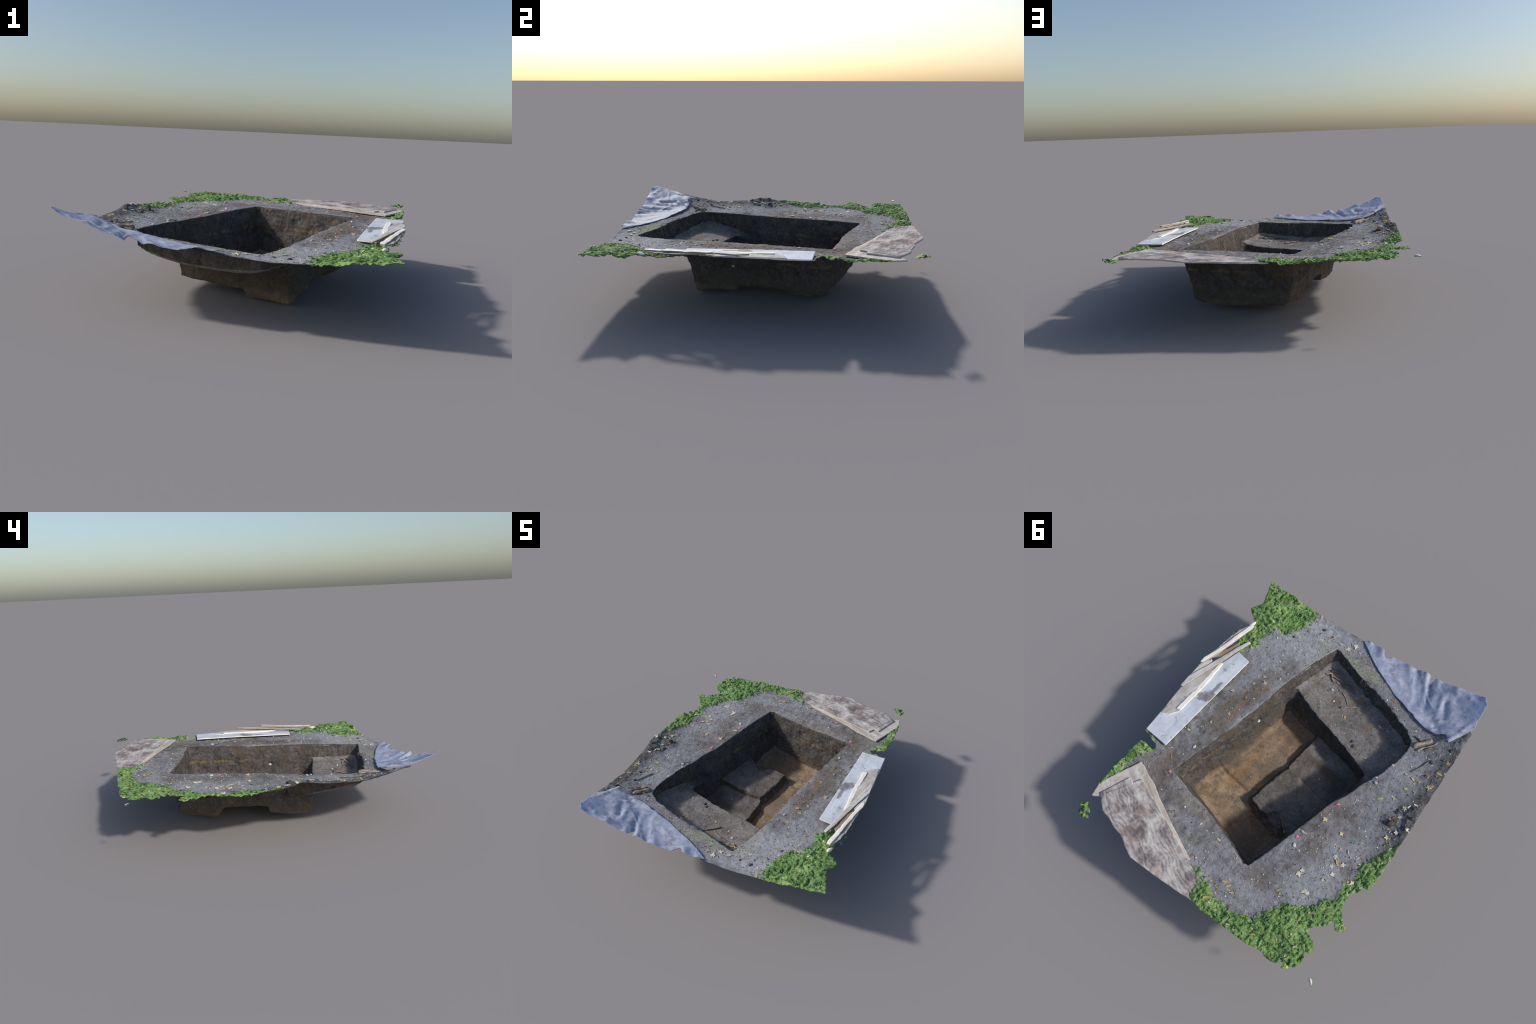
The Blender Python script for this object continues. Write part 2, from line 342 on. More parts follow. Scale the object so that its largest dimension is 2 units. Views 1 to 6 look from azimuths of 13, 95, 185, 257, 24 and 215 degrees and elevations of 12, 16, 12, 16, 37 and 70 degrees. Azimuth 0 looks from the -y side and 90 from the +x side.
# ------------------------------------------------------------------ node helpers
class Mat:
    def __init__(self, name):
        self.m = bpy.data.materials.new(name); self.m.use_nodes = True
        self.t = self.m.node_tree; self.n = self.t.nodes; self.l = self.t.links
        self.b = self.n['Principled BSDF']
        self.co = self.n.new('ShaderNodeTexCoord').outputs['Object']
    def lk(self, a, b):
        if isinstance(a, (int, float)):
            b.default_value = a
        elif isinstance(a, (tuple, list)):
            b.default_value = tuple(a) if len(a) == len(b.default_value) else tuple(a) + (1,)
        else:
            self.l.new(a, b)
    def map(self, scale=(1, 1, 1), rot=(0, 0, 0), loc=(0, 0, 0), co=None):
        k = self.n.new('ShaderNodeMapping'); self.lk(co or self.co, k.inputs[0])
        k.inputs['Scale'].default_value = scale; k.inputs['Rotation'].default_value = rot; k.inputs['Location'].default_value = loc
        return k.outputs[0]
    def noise(self, scale, detail=4, rough=.55, dist=0, co=None, out=0):
        k = self.n.new('ShaderNodeTexNoise'); self.lk(co or self.co, k.inputs['Vector'])
        k.inputs['Scale'].default_value = scale; k.inputs['Detail'].default_value = detail
        k.inputs['Roughness'].default_value = rough; k.inputs['Distortion'].default_value = dist
        return k.outputs[out]
    def voro(self, scale, co=None, out='Distance', feature='F1'):
        k = self.n.new('ShaderNodeTexVoronoi'); k.feature = feature; self.lk(co or self.co, k.inputs['Vector']); k.inputs['Scale'].default_value = scale
        return k.outputs[out]
    def math(self, op, a, b=0.0, clamp=False):
        k = self.n.new('ShaderNodeMath'); k.operation = op; k.use_clamp = clamp
        self.lk(a, k.inputs[0]); self.lk(b, k.inputs[1]); return k.outputs[0]
    def step(self, v, a, b):
        k = self.n.new('ShaderNodeMapRange'); k.interpolation_type = 'SMOOTHSTEP'
        self.lk(v, k.inputs[0]); k.inputs[1].default_value = min(a, b); k.inputs[2].default_value = max(a, b)
        k.inputs[3].default_value = 0 if a < b else 1; k.inputs[4].default_value = 1 if a < b else 0
        return k.outputs[0]
    def mix(self, f, a, b, mode='MIX'):
        k = self.n.new('ShaderNodeMix'); k.data_type = 'RGBA'; k.blend_type = mode
        self.lk(f, k.inputs[0]); self.lk(a, k.inputs[6]); self.lk(b, k.inputs[7]); return k.outputs[2]
    def ramp(self, v, stops):
        k = self.n.new('ShaderNodeValToRGB'); self.lk(v, k.inputs[0]); e = k.color_ramp.elements
        while len(e) < len(stops):
            e.new(.5)
        for s, (p, c) in zip(e, stops):
            s.position = p; s.color = tuple(c) + (1,)
        return k.outputs[0]
    def xyz(self, i, co=None):
        k = self.n.new('ShaderNodeSeparateXYZ'); self.lk(co or self.co, k.inputs[0]); return k.outputs[i]
    def blob(self, x, y, r, soft=.6, warp=.5, z=None, rz=None, ns=14):
        """noise-edged round patch in plan (or in space)"""
        k = self.n.new('ShaderNodeVectorMath'); k.operation = 'SUBTRACT'; self.lk(self.co, k.inputs[0]); k.inputs[1].default_value = (x, y, z or 0)
        s = self.n.new('ShaderNodeVectorMath'); s.operation = 'MULTIPLY'; self.lk(k.outputs[0], s.inputs[0])
        rr = r if isinstance(r, tuple) else (r, r)
        s.inputs[1].default_value = (1 / rr[0], 1 / rr[1], 0 if z is None else 1 / (rz or rr[0]))
        L = self.n.new('ShaderNodeVectorMath'); L.operation = 'LENGTH'; self.lk(s.outputs[0], L.inputs[0])
        d = self.math('ADD', L.outputs['Value'], self.math('MULTIPLY', self.math('SUBTRACT', self.noise(ns, 4), .5), warp * 2))
        return self.step(d, 1 + soft * .5, 1 - soft * .5)
    def scale(self, v, k):
        return self.math('MULTIPLY', v, k)
    def bump(self, h, strength=.3, dist=.003):
        k = self.n.new('ShaderNodeBump'); k.inputs['Strength'].default_value = strength; k.inputs['Distance'].default_value = dist
        self.lk(h, k.inputs['Height']); self.l.new(k.outputs[0], self.b.inputs['Normal'])
    def done(self, col, rough=.9, spec=.15):
        self.lk(col, self.b.inputs['Base Color']); self.lk(rough, self.b.inputs['Roughness'])
        self.b.inputs['Specular IOR Level'].default_value = spec
        return self.m

def soil_material():
    m = Mat('trodden_soil')
    big, mid, fine = m.noise(5, 4, .6), m.noise(26, 5, .65), m.noise(110, 4, .7)
    col = m.ramp(m.math('ADD', m.scale(big, .5), m.scale(mid, .5)), [(.36, (.092, .086, .086)), (.45, (.160, .155, .157)), (.54, (.230, .228, .238)), (.66, (.330, .334, .355))])
    # pale bluish dried mud away from the rim
    for x, y, r, k in [(.42, -.80, (.30, .20), .75), (-.55, .50, (.12, .18), .65), (-.50, .68, (.16, .14), .4), (-.62, -.38, (.16, .14), .55), (-.25, .80, (.26, .1), .35),
                       (.25, -.92, (.2, .07), .6), (.52, -.56, (.12, .16), .45), (-.66, .05, (.12, .2), .35), (.05, .76, (.2, .05), .25)]:
        col = m.mix(m.scale(m.blob(x, y, r, 1.0, .45, ns=7), k), col, m.ramp(m.noise(38, 5, .7), [(.34, (.240, .243, .262)), (.52, (.360, .370, .400)), (.68, (.460, .468, .490))]))
    col = m.mix(m.scale(m.step(m.noise(3.4, 4, .6, .4), .50, .64), .6), col, m.ramp(m.noise(30, 5, .7), [(.34, (.22, .222, .242)), (.52, (.33, .338, .368)), (.68, (.43, .437, .462))]))
    # brown crumbly earth near the long sides and the north-east rim
    for x, y, r, k in [(.50, -.05, (.07, .16), .6), (.43, -.30, (.06, .14), .6), (.35, .55, (.22, .06), .35), (-.25, .66, (.1, .07), .4), (-.42, .15, (.07, .3), .35), (.60, .45, (.08, .1), .5)]:
        col = m.mix(m.scale(m.blob(x, y, r, .9, .5), k), col, (.150, .115, .088))
    col = m.mix(m.scale(m.blob(.455, -.085, (.03, .07), .9, .8, ns=22), .55), col, (.25, .175, .115))
    # mossy, pale-littered southern strip
    ms = m.blob(-.02, -.815, (.32, .06), .8, .45, ns=16)
    col = m.mix(m.scale(ms, .65), col, m.ramp(m.noise(45, 4, .7), [(.35, (.15, .145, .130)), (.5, (.27, .265, .235)), (.66, (.44, .435, .39))]))
    col = m.mix(m.math('MULTIPLY', m.blob(.03, -.805, (.17, .035), .9, .5, ns=20), m.step(m.noise(60, 3), .45, .62)), col, (.30, .33, .19))
    col = m.mix(m.math('MULTIPLY', m.blob(.26, -.72, (.05, .16), .9, .5, ns=20), m.step(m.noise(60, 3), .48, .65)), col, (.33, .335, .235))
    col = m.mix(m.math('MULTIPLY', m.blob(.53, .10, (.09, .22), .9, .5, ns=20), m.step(m.noise(45, 3), .52, .66)), col, (.16, .165, .10))
    # paler patches along the lip of the north rim
    col = m.mix(m.math('MULTIPLY', m.blob(.20, .515, (.30, .055), .9, .4, ns=12), m.step(m.noise(30, 4), .42, .62)), col, (.27, .255, .225))
    # dark loose clods on the west edge
    dk = m.blob(-.81, -.30, (.06, .38), .9, .6, ns=11)
    col = m.mix(m.scale(dk, .75), col, m.ramp(m.noise(40, 4, .7), [(.35, (.040, .038, .036)), (.6, (.12, .117, .112)), (.75, (.2, .2, .2))]))
    for x, y, r in [(-.70, -.04, .05), (-.76, -.15, .045), (-.78, -.02, .04)]:
        col = m.mix(m.scale(m.blob(x, y, r, .8, .5, ns=20), .5), col, (.085, .082, .080))
    # ---- the layers cut through by the pit
    z = m.xyz(2)
    wz = m.math('ADD', z, m.scale(m.math('SUBTRACT', m.noise(7, 4), .5), .05))
    wz2 = m.math('ADD', z, m.scale(m.math('SUBTRACT', m.noise(22, 3), .5), .035))
    rake = m.math('ADD', m.scale(m.noise(14, 5, .68, .4), .55), m.scale(m.noise(48, 4, .7), .45))
    wall = m.ramp(rake, [(.36, (.042, .038, .035)), (.47, (.074, .067, .062)), (.57, (.112, .103, .095)), (.68, (.160, .148, .137))])
    wall = m.mix(m.scale(m.step(m.noise(9, 4), .48, .70), .5), wall, (.120, .090, .062))
    wall = m.mix(m.scale(m.step(wz, .20, .10), .5), wall, (.125, .098, .070))
    band = m.math('MULTIPLY', m.step(wz2, .243, .254), m.step(wz2, .272, .262))
    patch = m.step(m.noise(13, 3, .6), .46, .58)
    north = m.step(m.xyz(1), -.12, .05)
    col_band = m.math('MULTIPLY', m.math('MULTIPLY', band, patch), m.scale(north, .55))
    wall = m.mix(col_band, wall, (.245, .165, .065))
    up = m.n.new('ShaderNodeNewGeometry')
    anz = m.math('ADD', m.math('ABSOLUTE', m.xyz(2, up.outputs['Normal'])), m.scale(m.math('SUBTRACT', m.noise(30, 3), .5), .3))
    cut = m.math('MULTIPLY', m.step(anz, .78, .60), m.step(z, .398, .385))
    cut = m.math('MAXIMUM', cut, m.step(m.math('ADD', z, m.scale(m.math('SUBTRACT', m.noise(30, 3), .5), .03)), .335, .31))
    col = m.mix(cut, col, wall)
    # shelf: trampled brown-grey with rusty flecks
    sh = m.math('MULTIPLY', m.step(m.xyz(1), -.20, -.26), m.step(z, .305, .285))
    shc = m.ramp(m.math('ADD', m.scale(m.noise(12, 5, .65), .6), m.scale(m.noise(60, 4), .4)), [(.36, (.130, .117, .107)), (.5, (.215, .198, .186)), (.64, (.300, .285, .275))])
    shc = m.mix(m.scale(m.step(m.noise(16, 4, .6, .5), .56, .70), .65), shc, (.26, .165, .085))
    upz = m.step(m.math('ABSOLUTE', m.xyz(2, up.outputs['Normal'])), .55, .8)
    col = m.mix(m.math('MULTIPLY', sh, upz), col, shc)
    # block of left earth
    bk = m.math('MULTIPLY', m.math('MULTIPLY', m.step(z, .158, .142), m.step(z, .060, .072)), m.step(m.xyz(0), .16, .13))
    bkc = m.ramp(m.math('ADD', m.scale(m.noise(11, 5, .65), .6), m.scale(m.noise(60, 4), .4)), [(.36, (.100, .088, .078)), (.5, (.165, .147, .130)), (.66, (.235, .212, .188))])
    col = m.mix(m.math('MULTIPLY', bk, upz), col, bkc)
    # orange sand subsoil
    sand = m.ramp(m.math('ADD', m.scale(m.noise(6, 4, .6), .65), m.scale(m.noise(40, 5, .65), .35)),
                  [(.36, (.130, .096, .068)), (.46, (.230, .160, .102)), (.55, (.315, .220, .136)), (.67, (.42, .320, .215))])
    tan = m.blob(.27, .30, (.17, .13), .9, .4, ns=9)
    sand = m.mix(m.math('MULTIPLY', tan, m.step(m.noise(11, 4, .65, .4), .32, .62)), sand, (.45, .335, .21))
    rust = m.blob(.30, .02, (.09, .2), .9, .6, ns=9)
    sand = m.mix(m.math('MULTIPLY', rust, m.scale(m.step(m.noise(13, 4, .65, .5), .36, .62), .75)), sand, (.335, .185, .085))
    grey = m.step(m.noise(10, 4, .65, .6), .46, .62)
    sand = m.mix(m.scale(grey, .7), sand, (.185, .150, .118))
    sand = m.mix(m.scale(m.step(m.noise(24, 4, .7, .5), .56, .68), .55), sand, (.115, .090, .070))
    dim = m.blob(-.05, .48, (.15, .13), .8, .4, ns=10)
    sand = m.mix(m.scale(dim, .45), sand, (.16, .125, .092))
    sm = m.step(m.math('ADD', z, m.scale(m.math('SUBTRACT', m.noise(18, 4, .6), .5), .07)), .085, .045)
    onblk = m.blob(-.16, -.12, (.2, .26), .25, .12)
    sm = m.math('MULTIPLY', sm, m.math('SUBTRACT', 1, m.math('MULTIPLY', onblk, m.step(z, .045, .06))))
    sm = m.math('MULTIPLY', sm, m.math('ADD', m.scale(upz, .62), .38))
    col = m.mix(sm, col, sand)
    # grit
    col = m.mix(m.math('MULTIPLY', m.step(m.noise(46, 5, .75, .3), .56, .66), .5), col, (.062, .056, .056))
    col = m.mix(m.math('MULTIPLY', m.step(m.noise(58, 5, .75, .6), .60, .70), m.scale(upz, .35)), col, (.40, .37, .335))
    col = m.mix(m.scale(m.step(fine, .60, .70), .45), col, (.045, .040, .038))
    col = m.mix(m.scale(m.step(m.noise(75, 3, .6), .62, .72), .35), col, (.34, .32, .30))
    m.bump(m.math('ADD', m.scale(mid, .7), m.scale(fine, .6)), .8, .008)
    return m.done(col, .92, .12)

def turf_material(name='turf_green', dark=1.0):
    m = Mat(name)
    big, fine = m.noise(9, 4, .6), m.noise(70, 4, .7, .8)
    c = m.ramp(m.math('ADD', m.scale(big, .5), m.scale(fine, .5)), [(.34, (.050, .115, .036)), (.44, (.125, .240, .075)), (.54, (.215, .350, .120)), (.68, (.40, .48, .22))])
    c = m.mix(m.scale(m.step(m.noise(120, 3, .7), .63, .73), .5), c, (.30, .32, .16))
    c = m.mix(m.scale(m.step(m.noise(17, 4, .7), .56, .70), .6), c, (.36, .40, .17))
    c = m.mix(m.scale(m.step(m.noise(24, 4, .7, .4), .60, .70), .6), c, (.13, .11, .08))
    m.bump(fine, .7, .008)
    return m.done(c, .8, .2)

def blade_material(name, stops):
    m = Mat(name)
    c = m.ramp(m.noise(38, 3, .7), stops)
    m.done(c, .6, .25)
    tr = m.n.new('ShaderNodeBsdfTranslucent'); m.lk(c, tr.inputs[0])
    mx = m.n.new('ShaderNodeMixShader'); mx.inputs[0].default_value = .25
    m.l.new(m.b.outputs[0], mx.inputs[1]); m.l.new(tr.outputs[0], mx.inputs[2])
    m.l.new(mx.outputs[0], m.n['Material Output'].inputs[0])
    return m.m

def tarp_material():
    m = Mat('faded_blue_tarpaulin')
    big, mid, fine = m.noise(5, 4, .6, .8), m.noise(18, 5, .65, 1.0), m.noise(80, 4, .7, .6)
    c = m.ramp(m.math('ADD', m.scale(big, .55), m.scale(mid, .45)), [(.37, (.175, .225, .355)), (.46, (.300, .340, .460)), (.55, (.405, .430, .535)), (.66, (.520, .525, .590))])
    c = m.mix(m.scale(m.step(m.noise(11, 4, .65, 1.2), .55, .70), .5), c, (.49, .455, .495))
    c = m.mix(m.scale(m.step(m.noise(34, 5, .7, 1.5), .60, .70), .5), c, (.235, .20, .215))
    c = m.mix(m.math('MULTIPLY', m.step(m.noise(8, 5, .7, 1.0), .54, .64), .55), c, (.265, .305, .415))
    for x, y, r in [(-.485, -.90, (.02, .05)), (-.37, -.96, (.02, .04)), (-.13, -.95, (.05, .025)), (-.22, -.92, (.05, .05)), (-.74, -.74, (.05, .06))]:
        c = m.mix(m.math('MULTIPLY', m.blob(x, y, r, 1.0, .7, ns=26), m.scale(m.step(m.noise(34, 5, .75, 1.0), .42, .66), .7)), c, (.24, .215, .25))
    c = m.mix(m.scale(m.blob(-.79, -.96, (.10, .10), .9, .5, ns=12), .55), c, (.16, .24, .42))
    c = m.mix(m.scale(m.step(m.noise(52, 4, .7, 2.0), .64, .72), .5), c, (.46, .48, .54))
    m.bump(m.math('ADD', mid, m.scale(fine, .4)), .35, .004)
    return m.done(c, .62, .3)

def plywood_material():
    m = Mat('weathered_plywood')
    co = m.map((1, 1, 1), (0, 0, math.radians(25)))
    warp = m.noise(5.5, 3, .55, co=m.map((1, 1.9, 1), co=co), out=1)
    k = m.n.new('ShaderNodeVectorMath'); k.operation = 'MULTIPLY_ADD'; m.lk(warp, k.inputs[0]); k.inputs[1].default_value = (.06, .20, 0); m.lk(co, k.inputs[2])
    w = m.n.new('ShaderNodeTexWave'); w.wave_type = 'BANDS'; w.bands_direction = 'Y'; w.inputs['Scale'].default_value = 10
    w.inputs['Distortion'].default_value = 1.6; w.inputs['Detail'].default_value = 3; w.inputs['Detail Scale'].default_value = 2
    m.lk(k.outputs[0], w.inputs['Vector'])
    blot = m.noise(9, 4, .6, .5)
    v = m.math('ADD', m.scale(w.outputs['Fac'], .075), m.math('ADD', m.scale(blot, .62), m.scale(m.noise(26, 5, .7, 1.0, m.map((.45, 1, 1), co=co)), .36)))
    c = m.ramp(v, [(.39, (.140, .118, .120)), (.48, (.275, .242, .235)), (.56, (.44, .405, .385)), (.68, (.62, .59, .56))])
    c = m.mix(m.scale(m.step(m.noise(7, 4, .6), .56, .70), .55), c, (.33, .235, .20))
    c = m.mix(m.scale(m.step(m.noise(10, 4, .65), .56, .68), .5), c, (.17, .155, .18))
    c = m.mix(m.scale(m.step(m.noise(60, 3, .7), .62, .72), .4), c, (.10, .085, .085))
    m.bump(blot, .3, .003)
    return m.done(c, .85, .2)

def board_material(name, stops, stain=None, ang=0.0, rough=.7):
    m = Mat(name)
    co = m.map((1, 1, 1), (0, 0, ang))
    gr = m.noise(30, 4, .65, .3, m.map((1, .09, 1), co=co))
    bl = m.noise(11, 4, .6)
    c = m.ramp(m.math('ADD', m.scale(gr, .55), m.scale(bl, .45)), stops)
    if stain:
        c = m.mix(m.scale(m.step(m.noise(15, 5, .7, .6), .58, .68), .6), c, stain)
        c = m.mix(m.scale(m.step(m.noise(70, 3, .7), .62, .70), .5), c, stain)
        c = m.mix(m.scale(m.step(m.noise(9, 4, .65, .4), .54, .66), .3), c, (.40, .41, .44))
        for x, y, r in [(.640, -.075, (.045, .035)), (.68, -.045, (.035, .03)), (.645, -.14, (.012, .06))]:
            c = m.mix(m.scale(m.blob(x, y, r, .5, .8, ns=40), .75), c, stain)
    m.bump(gr, .3, .002)
    return m.done(c, rough, .3)

def plain(name, stops, scale=30, rough=.8, spec=.2, bump=.3):
    m = Mat(name); n = m.noise(scale, 4, .65)
    m.bump(n, bump, .003)
    return m.done(m.ramp(n, stops), rough, spec)

SOIL = soil_material(); TURFM = turf_material(); TARP = tarp_material(); PLY = plywood_material()
PALEPLY = board_material('bare_pale_ply', [(.34, (.34, .29, .245)), (.5, (.54, .485, .425)), (.66, (.68, .63, .575))], (.30, .25, .225), math.radians(-60))
WHITE = board_material('chipped_white_paint', [(.32, (.40, .43, .48)), (.48, (.56, .60, .67)), (.66, (.68, .72, .78))], (.16, .145, .145), math.radians(4))
LATH = board_material('cream_lath', [(.3, (.62, .56, .46)), (.48, (.82, .79, .72)), (.66, (.92, .90, .86))], None, math.radians(3))
GREYWOOD = board_material('silvered_wood', [(.34, (.23, .20, .185)), (.5, (.42, .39, .36)), (.66, (.62, .59, .56))], (.17, .14, .12), math.radians(14))
SLATWOOD = board_material('pale_slat', [(.32, (.36, .34, .32)), (.48, (.56, .54, .51)), (.66, (.74, .72, .69))], (.26, .235, .21), math.radians(18))
RAGWOOD = board_material('splintered_wood', [(.32, (.36, .33, .29)), (.48, (.58, .55, .50)), (.66, (.76, .74, .70))], (.22, .21, .15), math.radians(14))
BROWNWOOD = board_material('brown_wood', [(.34, (.20, .145, .10)), (.5, (.33, .255, .19)), (.66, (.50, .43, .37))], (.12, .09, .075), math.radians(14))
GREENS = [blade_material('blade_deep', [(.35, (.070, .170, .052)), (.5, (.130, .275, .082)), (.65, (.205, .36, .120))]),
          blade_material('blade_mid', [(.35, (.125, .26, .075)), (.5, (.20, .35, .110)), (.65, (.30, .43, .150))]),
          blade_material('blade_pale', [(.35, (.22, .37, .11)), (.5, (.32, .45, .18)), (.65, (.46, .52, .29))])]
LEAFM = {'yellow': plain('leaf_yellow', [(.35, (.46, .42, .20)), (.55, (.62, .57, .31)), (.7, (.70, .66, .44))], 60, .6),
         'cream': plain('leaf_cream', [(.35, (.50, .47, .36)), (.55, (.66, .64, .52)), (.7, (.78, .77, .68))], 60, .6),
         'gold': plain('leaf_gold', [(.35, (.34, .25, .11)), (.55, (.50, .38, .17)), (.7, (.58, .49, .28))], 60, .6),
         'orange': plain('leaf_orange', [(.35, (.20, .11, .06)), (.55, (.32, .18, .10)), (.7, (.42, .27, .17))], 60, .6),
         'pink': plain('leaf_rose', [(.35, (.55, .14, .20)), (.55, (.72, .25, .32)), (.7, (.78, .42, .45))], 60, .6),
         'buff': plain('leaf_buff', [(.35, (.36, .26, .20)), (.55, (.52, .41, .33)), (.7, (.62, .53, .46))], 60, .6),
         'green': plain('leaf_bluegreen', [(.35, (.09, .20, .12)), (.55, (.15, .30, .19)), (.7, (.22, .36, .25))], 60, .6)}
STONE = plain('pale_stone', [(.35, (.24, .23, .215)), (.5, (.38, .37, .35)), (.66, (.52, .51, .49))], 50)
WHITESTONE = plain('chalky_stone', [(.35, (.46, .45, .42)), (.5, (.60, .59, .57)), (.66, (.70, .70, .68))], 50)
CLOD = plain('dark_clod', [(.35, (.040, .038, .037)), (.5, (.075, .072, .070)), (.66, (.13, .128, .125))], 40)
BARK = plain('bare_branch', [(.35, (.18, .13, .10)), (.5, (.34, .27, .21)), (.66, (.52, .45, .38))], 45)
ROOT = plain('root_fibre', [(.35, (.10, .082, .068)), (.5, (.19, .16, .135)), (.66, (.30, .265, .23))], 40)

# ------------------------------------------------------------------ object helpers
TOP = bpy.data.objects.new('excavation_pit', None); bpy.context.collection.objects.link(TOP)
TOP['label'] = 'square of trodden ground with a stepped rectangular dug pit, turf, boards and a blue tarpaulin'
TOP['category'] = 'archaeological dig'

def mesh_of(name, V, F, mats, midx=None, smooth_faces=True):
    me = bpy.data.meshes.new(name); me.from_pydata(np.asarray(V).tolist(), [], [list(map(int, f)) for f in F])
    for mt in (mats if isinstance(mats, list) else [mats]):
        me.materials.append(mt)
    if midx is not None:
        me.polygons.foreach_set('material_index', midx)
    me.polygons.foreach_set('use_smooth', [smooth_faces] * len(me.polygons))
    me.update(); return me

def put(name, me, parent=TOP, stuff=False, M=None):
    o = bpy.data.objects.new(name, me); bpy.context.collection.objects.link(o); o.parent = parent
    if M is not None:
        o.matrix_local = M
    if stuff:
        o['kind'] = 'stuff'
    return o

def thicken(V, Q, off):
    """closed slab: top faces, bottom faces, rim faces"""
    n = len(V); E = border_edges(Q)
    W = np.concatenate([V, V + off])
    side = np.stack([E[:, 1], E[:, 0], E[:, 0] + n, E[:, 1] + n], 1)
    return W, Q, (Q + n)[:, ::-1], side

# ---- earth shell, split by region with shared normals
THICK = .004
lowest = V[:, 2].min() - THICK
V[:, 2] -= lowest * np.clip((.12 - V[:, 2]) / .12, 0, 1)
N = vert_normals(V, Q)
W, ft_, fb_, fs_ = thicken(V, Q, -N * THICK)
WN = np.concatenate([N, -N])
own = {}
for f, r in zip(Q, region):
    pass
edge_owner = {}
for k in range(4):
    a = Q[:, k]; b = Q[:, (k + 1) % 4]
    for i in np.nonzero(bord[a] & bord[b])[0]:
        edge_owner[(int(a[i]), int(b[i]))] = int(region[i])
sreg = np.array([edge_owner.get((int(s[1]), int(s[0])), 0) for s in fs_])
allF = np.concatenate([ft_, fb_, fs_]); allR = np.concatenate([region, region, sreg])
for r, (name, mat) in enumerate([('topsoil', SOIL), ('turf', TURFM), ('pit_wall', SOIL), ('shelf', SOIL), ('pit_floor', SOIL), ('earth_block', SOIL)]):
    sel = allF[allR == r]
    used = np.unique(sel); mp = np.full(len(W), -1, np.int64); mp[used] = np.arange(len(used))
    me = mesh_of(name, W[used], mp[sel], mat)
    me.normals_split_custom_set_from_vertices(WN[used].tolist())
    put(name, me)

tri = np.concatenate([Q[:, [0, 1, 2]], Q[:, [0, 2, 3]]])
bvh = BVHTree.FromPolygons(V.tolist(), tri.tolist())
def drop(x, y, z=.9):
    p, n, i, d = bvh.ray_cast(Vector((x, y, z)), Vector((0, 0, -1)))
    return p, n

# ---- sheets (tarp, boards): a surface cut to an outline, with its own thickness
def sheet(outline, zf, thick, h=.005, amps=0.0, seed=1, smooth_all=True):
    amps = amps if isinstance(amps, list) else [amps] * len(outline)
    o = np.clip(ragged(outline, amps, seed=seed), (-.829, -.9985), (.829, .9985))
    lo, hi = o.min(0) - h, o.max(0) + h
    gx = np.arange(lo[0], hi[0] + h, h); gy = np.arange(lo[1], hi[1] + h, h)
    A, B = np.meshgrid(gx, gy, indexing='ij'); n, m = A.shape
    V = np.stack([A.ravel(), B.ravel(), np.zeros(A.size)], 1)
    i, j = np.meshgrid(np.arange(n - 1), np.arange(m - 1), indexing='ij'); a = (i * m + j).ravel()
    Q = np.stack([a, a + m, a + m + 1, a + 1], 1)
    V, Q = clip_to(V, Q, o, h * 1.6)
    V[:, 2] = zf(V[:, 0], V[:, 1])
    W, t, b, s = thicken(V, Q, np.array([0, 0, -thick]))
    return W, np.concatenate([t, b, s]), len(t)

def add_sheet(name, *a, mat=None, side=None, parent=TOP, **k):
    W, F, nt = sheet(*a, **k)
    ns = len(F) - 2 * nt
    me = mesh_of(name, W, F, [mat, side or mat], [0] * (2 * nt) + [1] * ns)
    bm_flat = np.zeros(len(F), bool); bm_flat[:2 * nt] = True
    me.polygons.foreach_set('use_smooth', bm_flat)
    return put(name, me, parent)

# tarpaulin
TARP_OUT = [(.074, -.985), (.05, -.998), (.015, -1.0), (-.072, -.997), (-.088, -.972), (-.105, -.958), (-.128, -.970), (-.145, -.994), (-.30, -1.0), (-.415, -1.0),
            (-.430, -.965), (-.437, -.928), (-.446, -.965), (-.455, -.996), (-.60, -1.0), (-.70, -1.0), (-.772, -.998), (-.806, -.955), (-.806, -.90), (-.818, -.80),
            (-.775, -.720), (-.733, -.646), (-.712, -.668), (-.692, -.690), (-.640, -.667), (-.601, -.670), (-.544, -.679), (-.48, -.70), (-.452, -.718), (-.423, -.721), (-.364, -.748), (-.297, -.768), (-.231, -.805), (-.161, -.838), (-.08, -.88), (-.011, -.924)]
TZ = Plate([(-.773, -.995, .512), (-.718, -.995, .482), (-.615, -.995, .460), (-.514, -.995, .421), (-.448, -.995, .402), (-.349, -.995, .396), (-.243, -.995, .374),
            (-.155, -.995, .371), (-.084, -.98, .382), (-.005, -.995, .380), (.07, -.985, .377), (-.011, -.925, .373), (-.166, -.838, .366), (-.314, -.777, .370),
            (-.437, -.715, .375), (-.569, -.675, .386), (-.663, -.668, .408), (-.725, -.65, .432), (-.775, -.73, .445), (-.815, -.80, .468), (-.80, -.92, .498),
            (-.60, -.80, .412), (-.45, -.85, .384), (-.3, -.9, .374), (-.70, -.80, .447), (-.15, -.92, .366), (-.69, -.715, .438), (-.66, -.9, .455)])
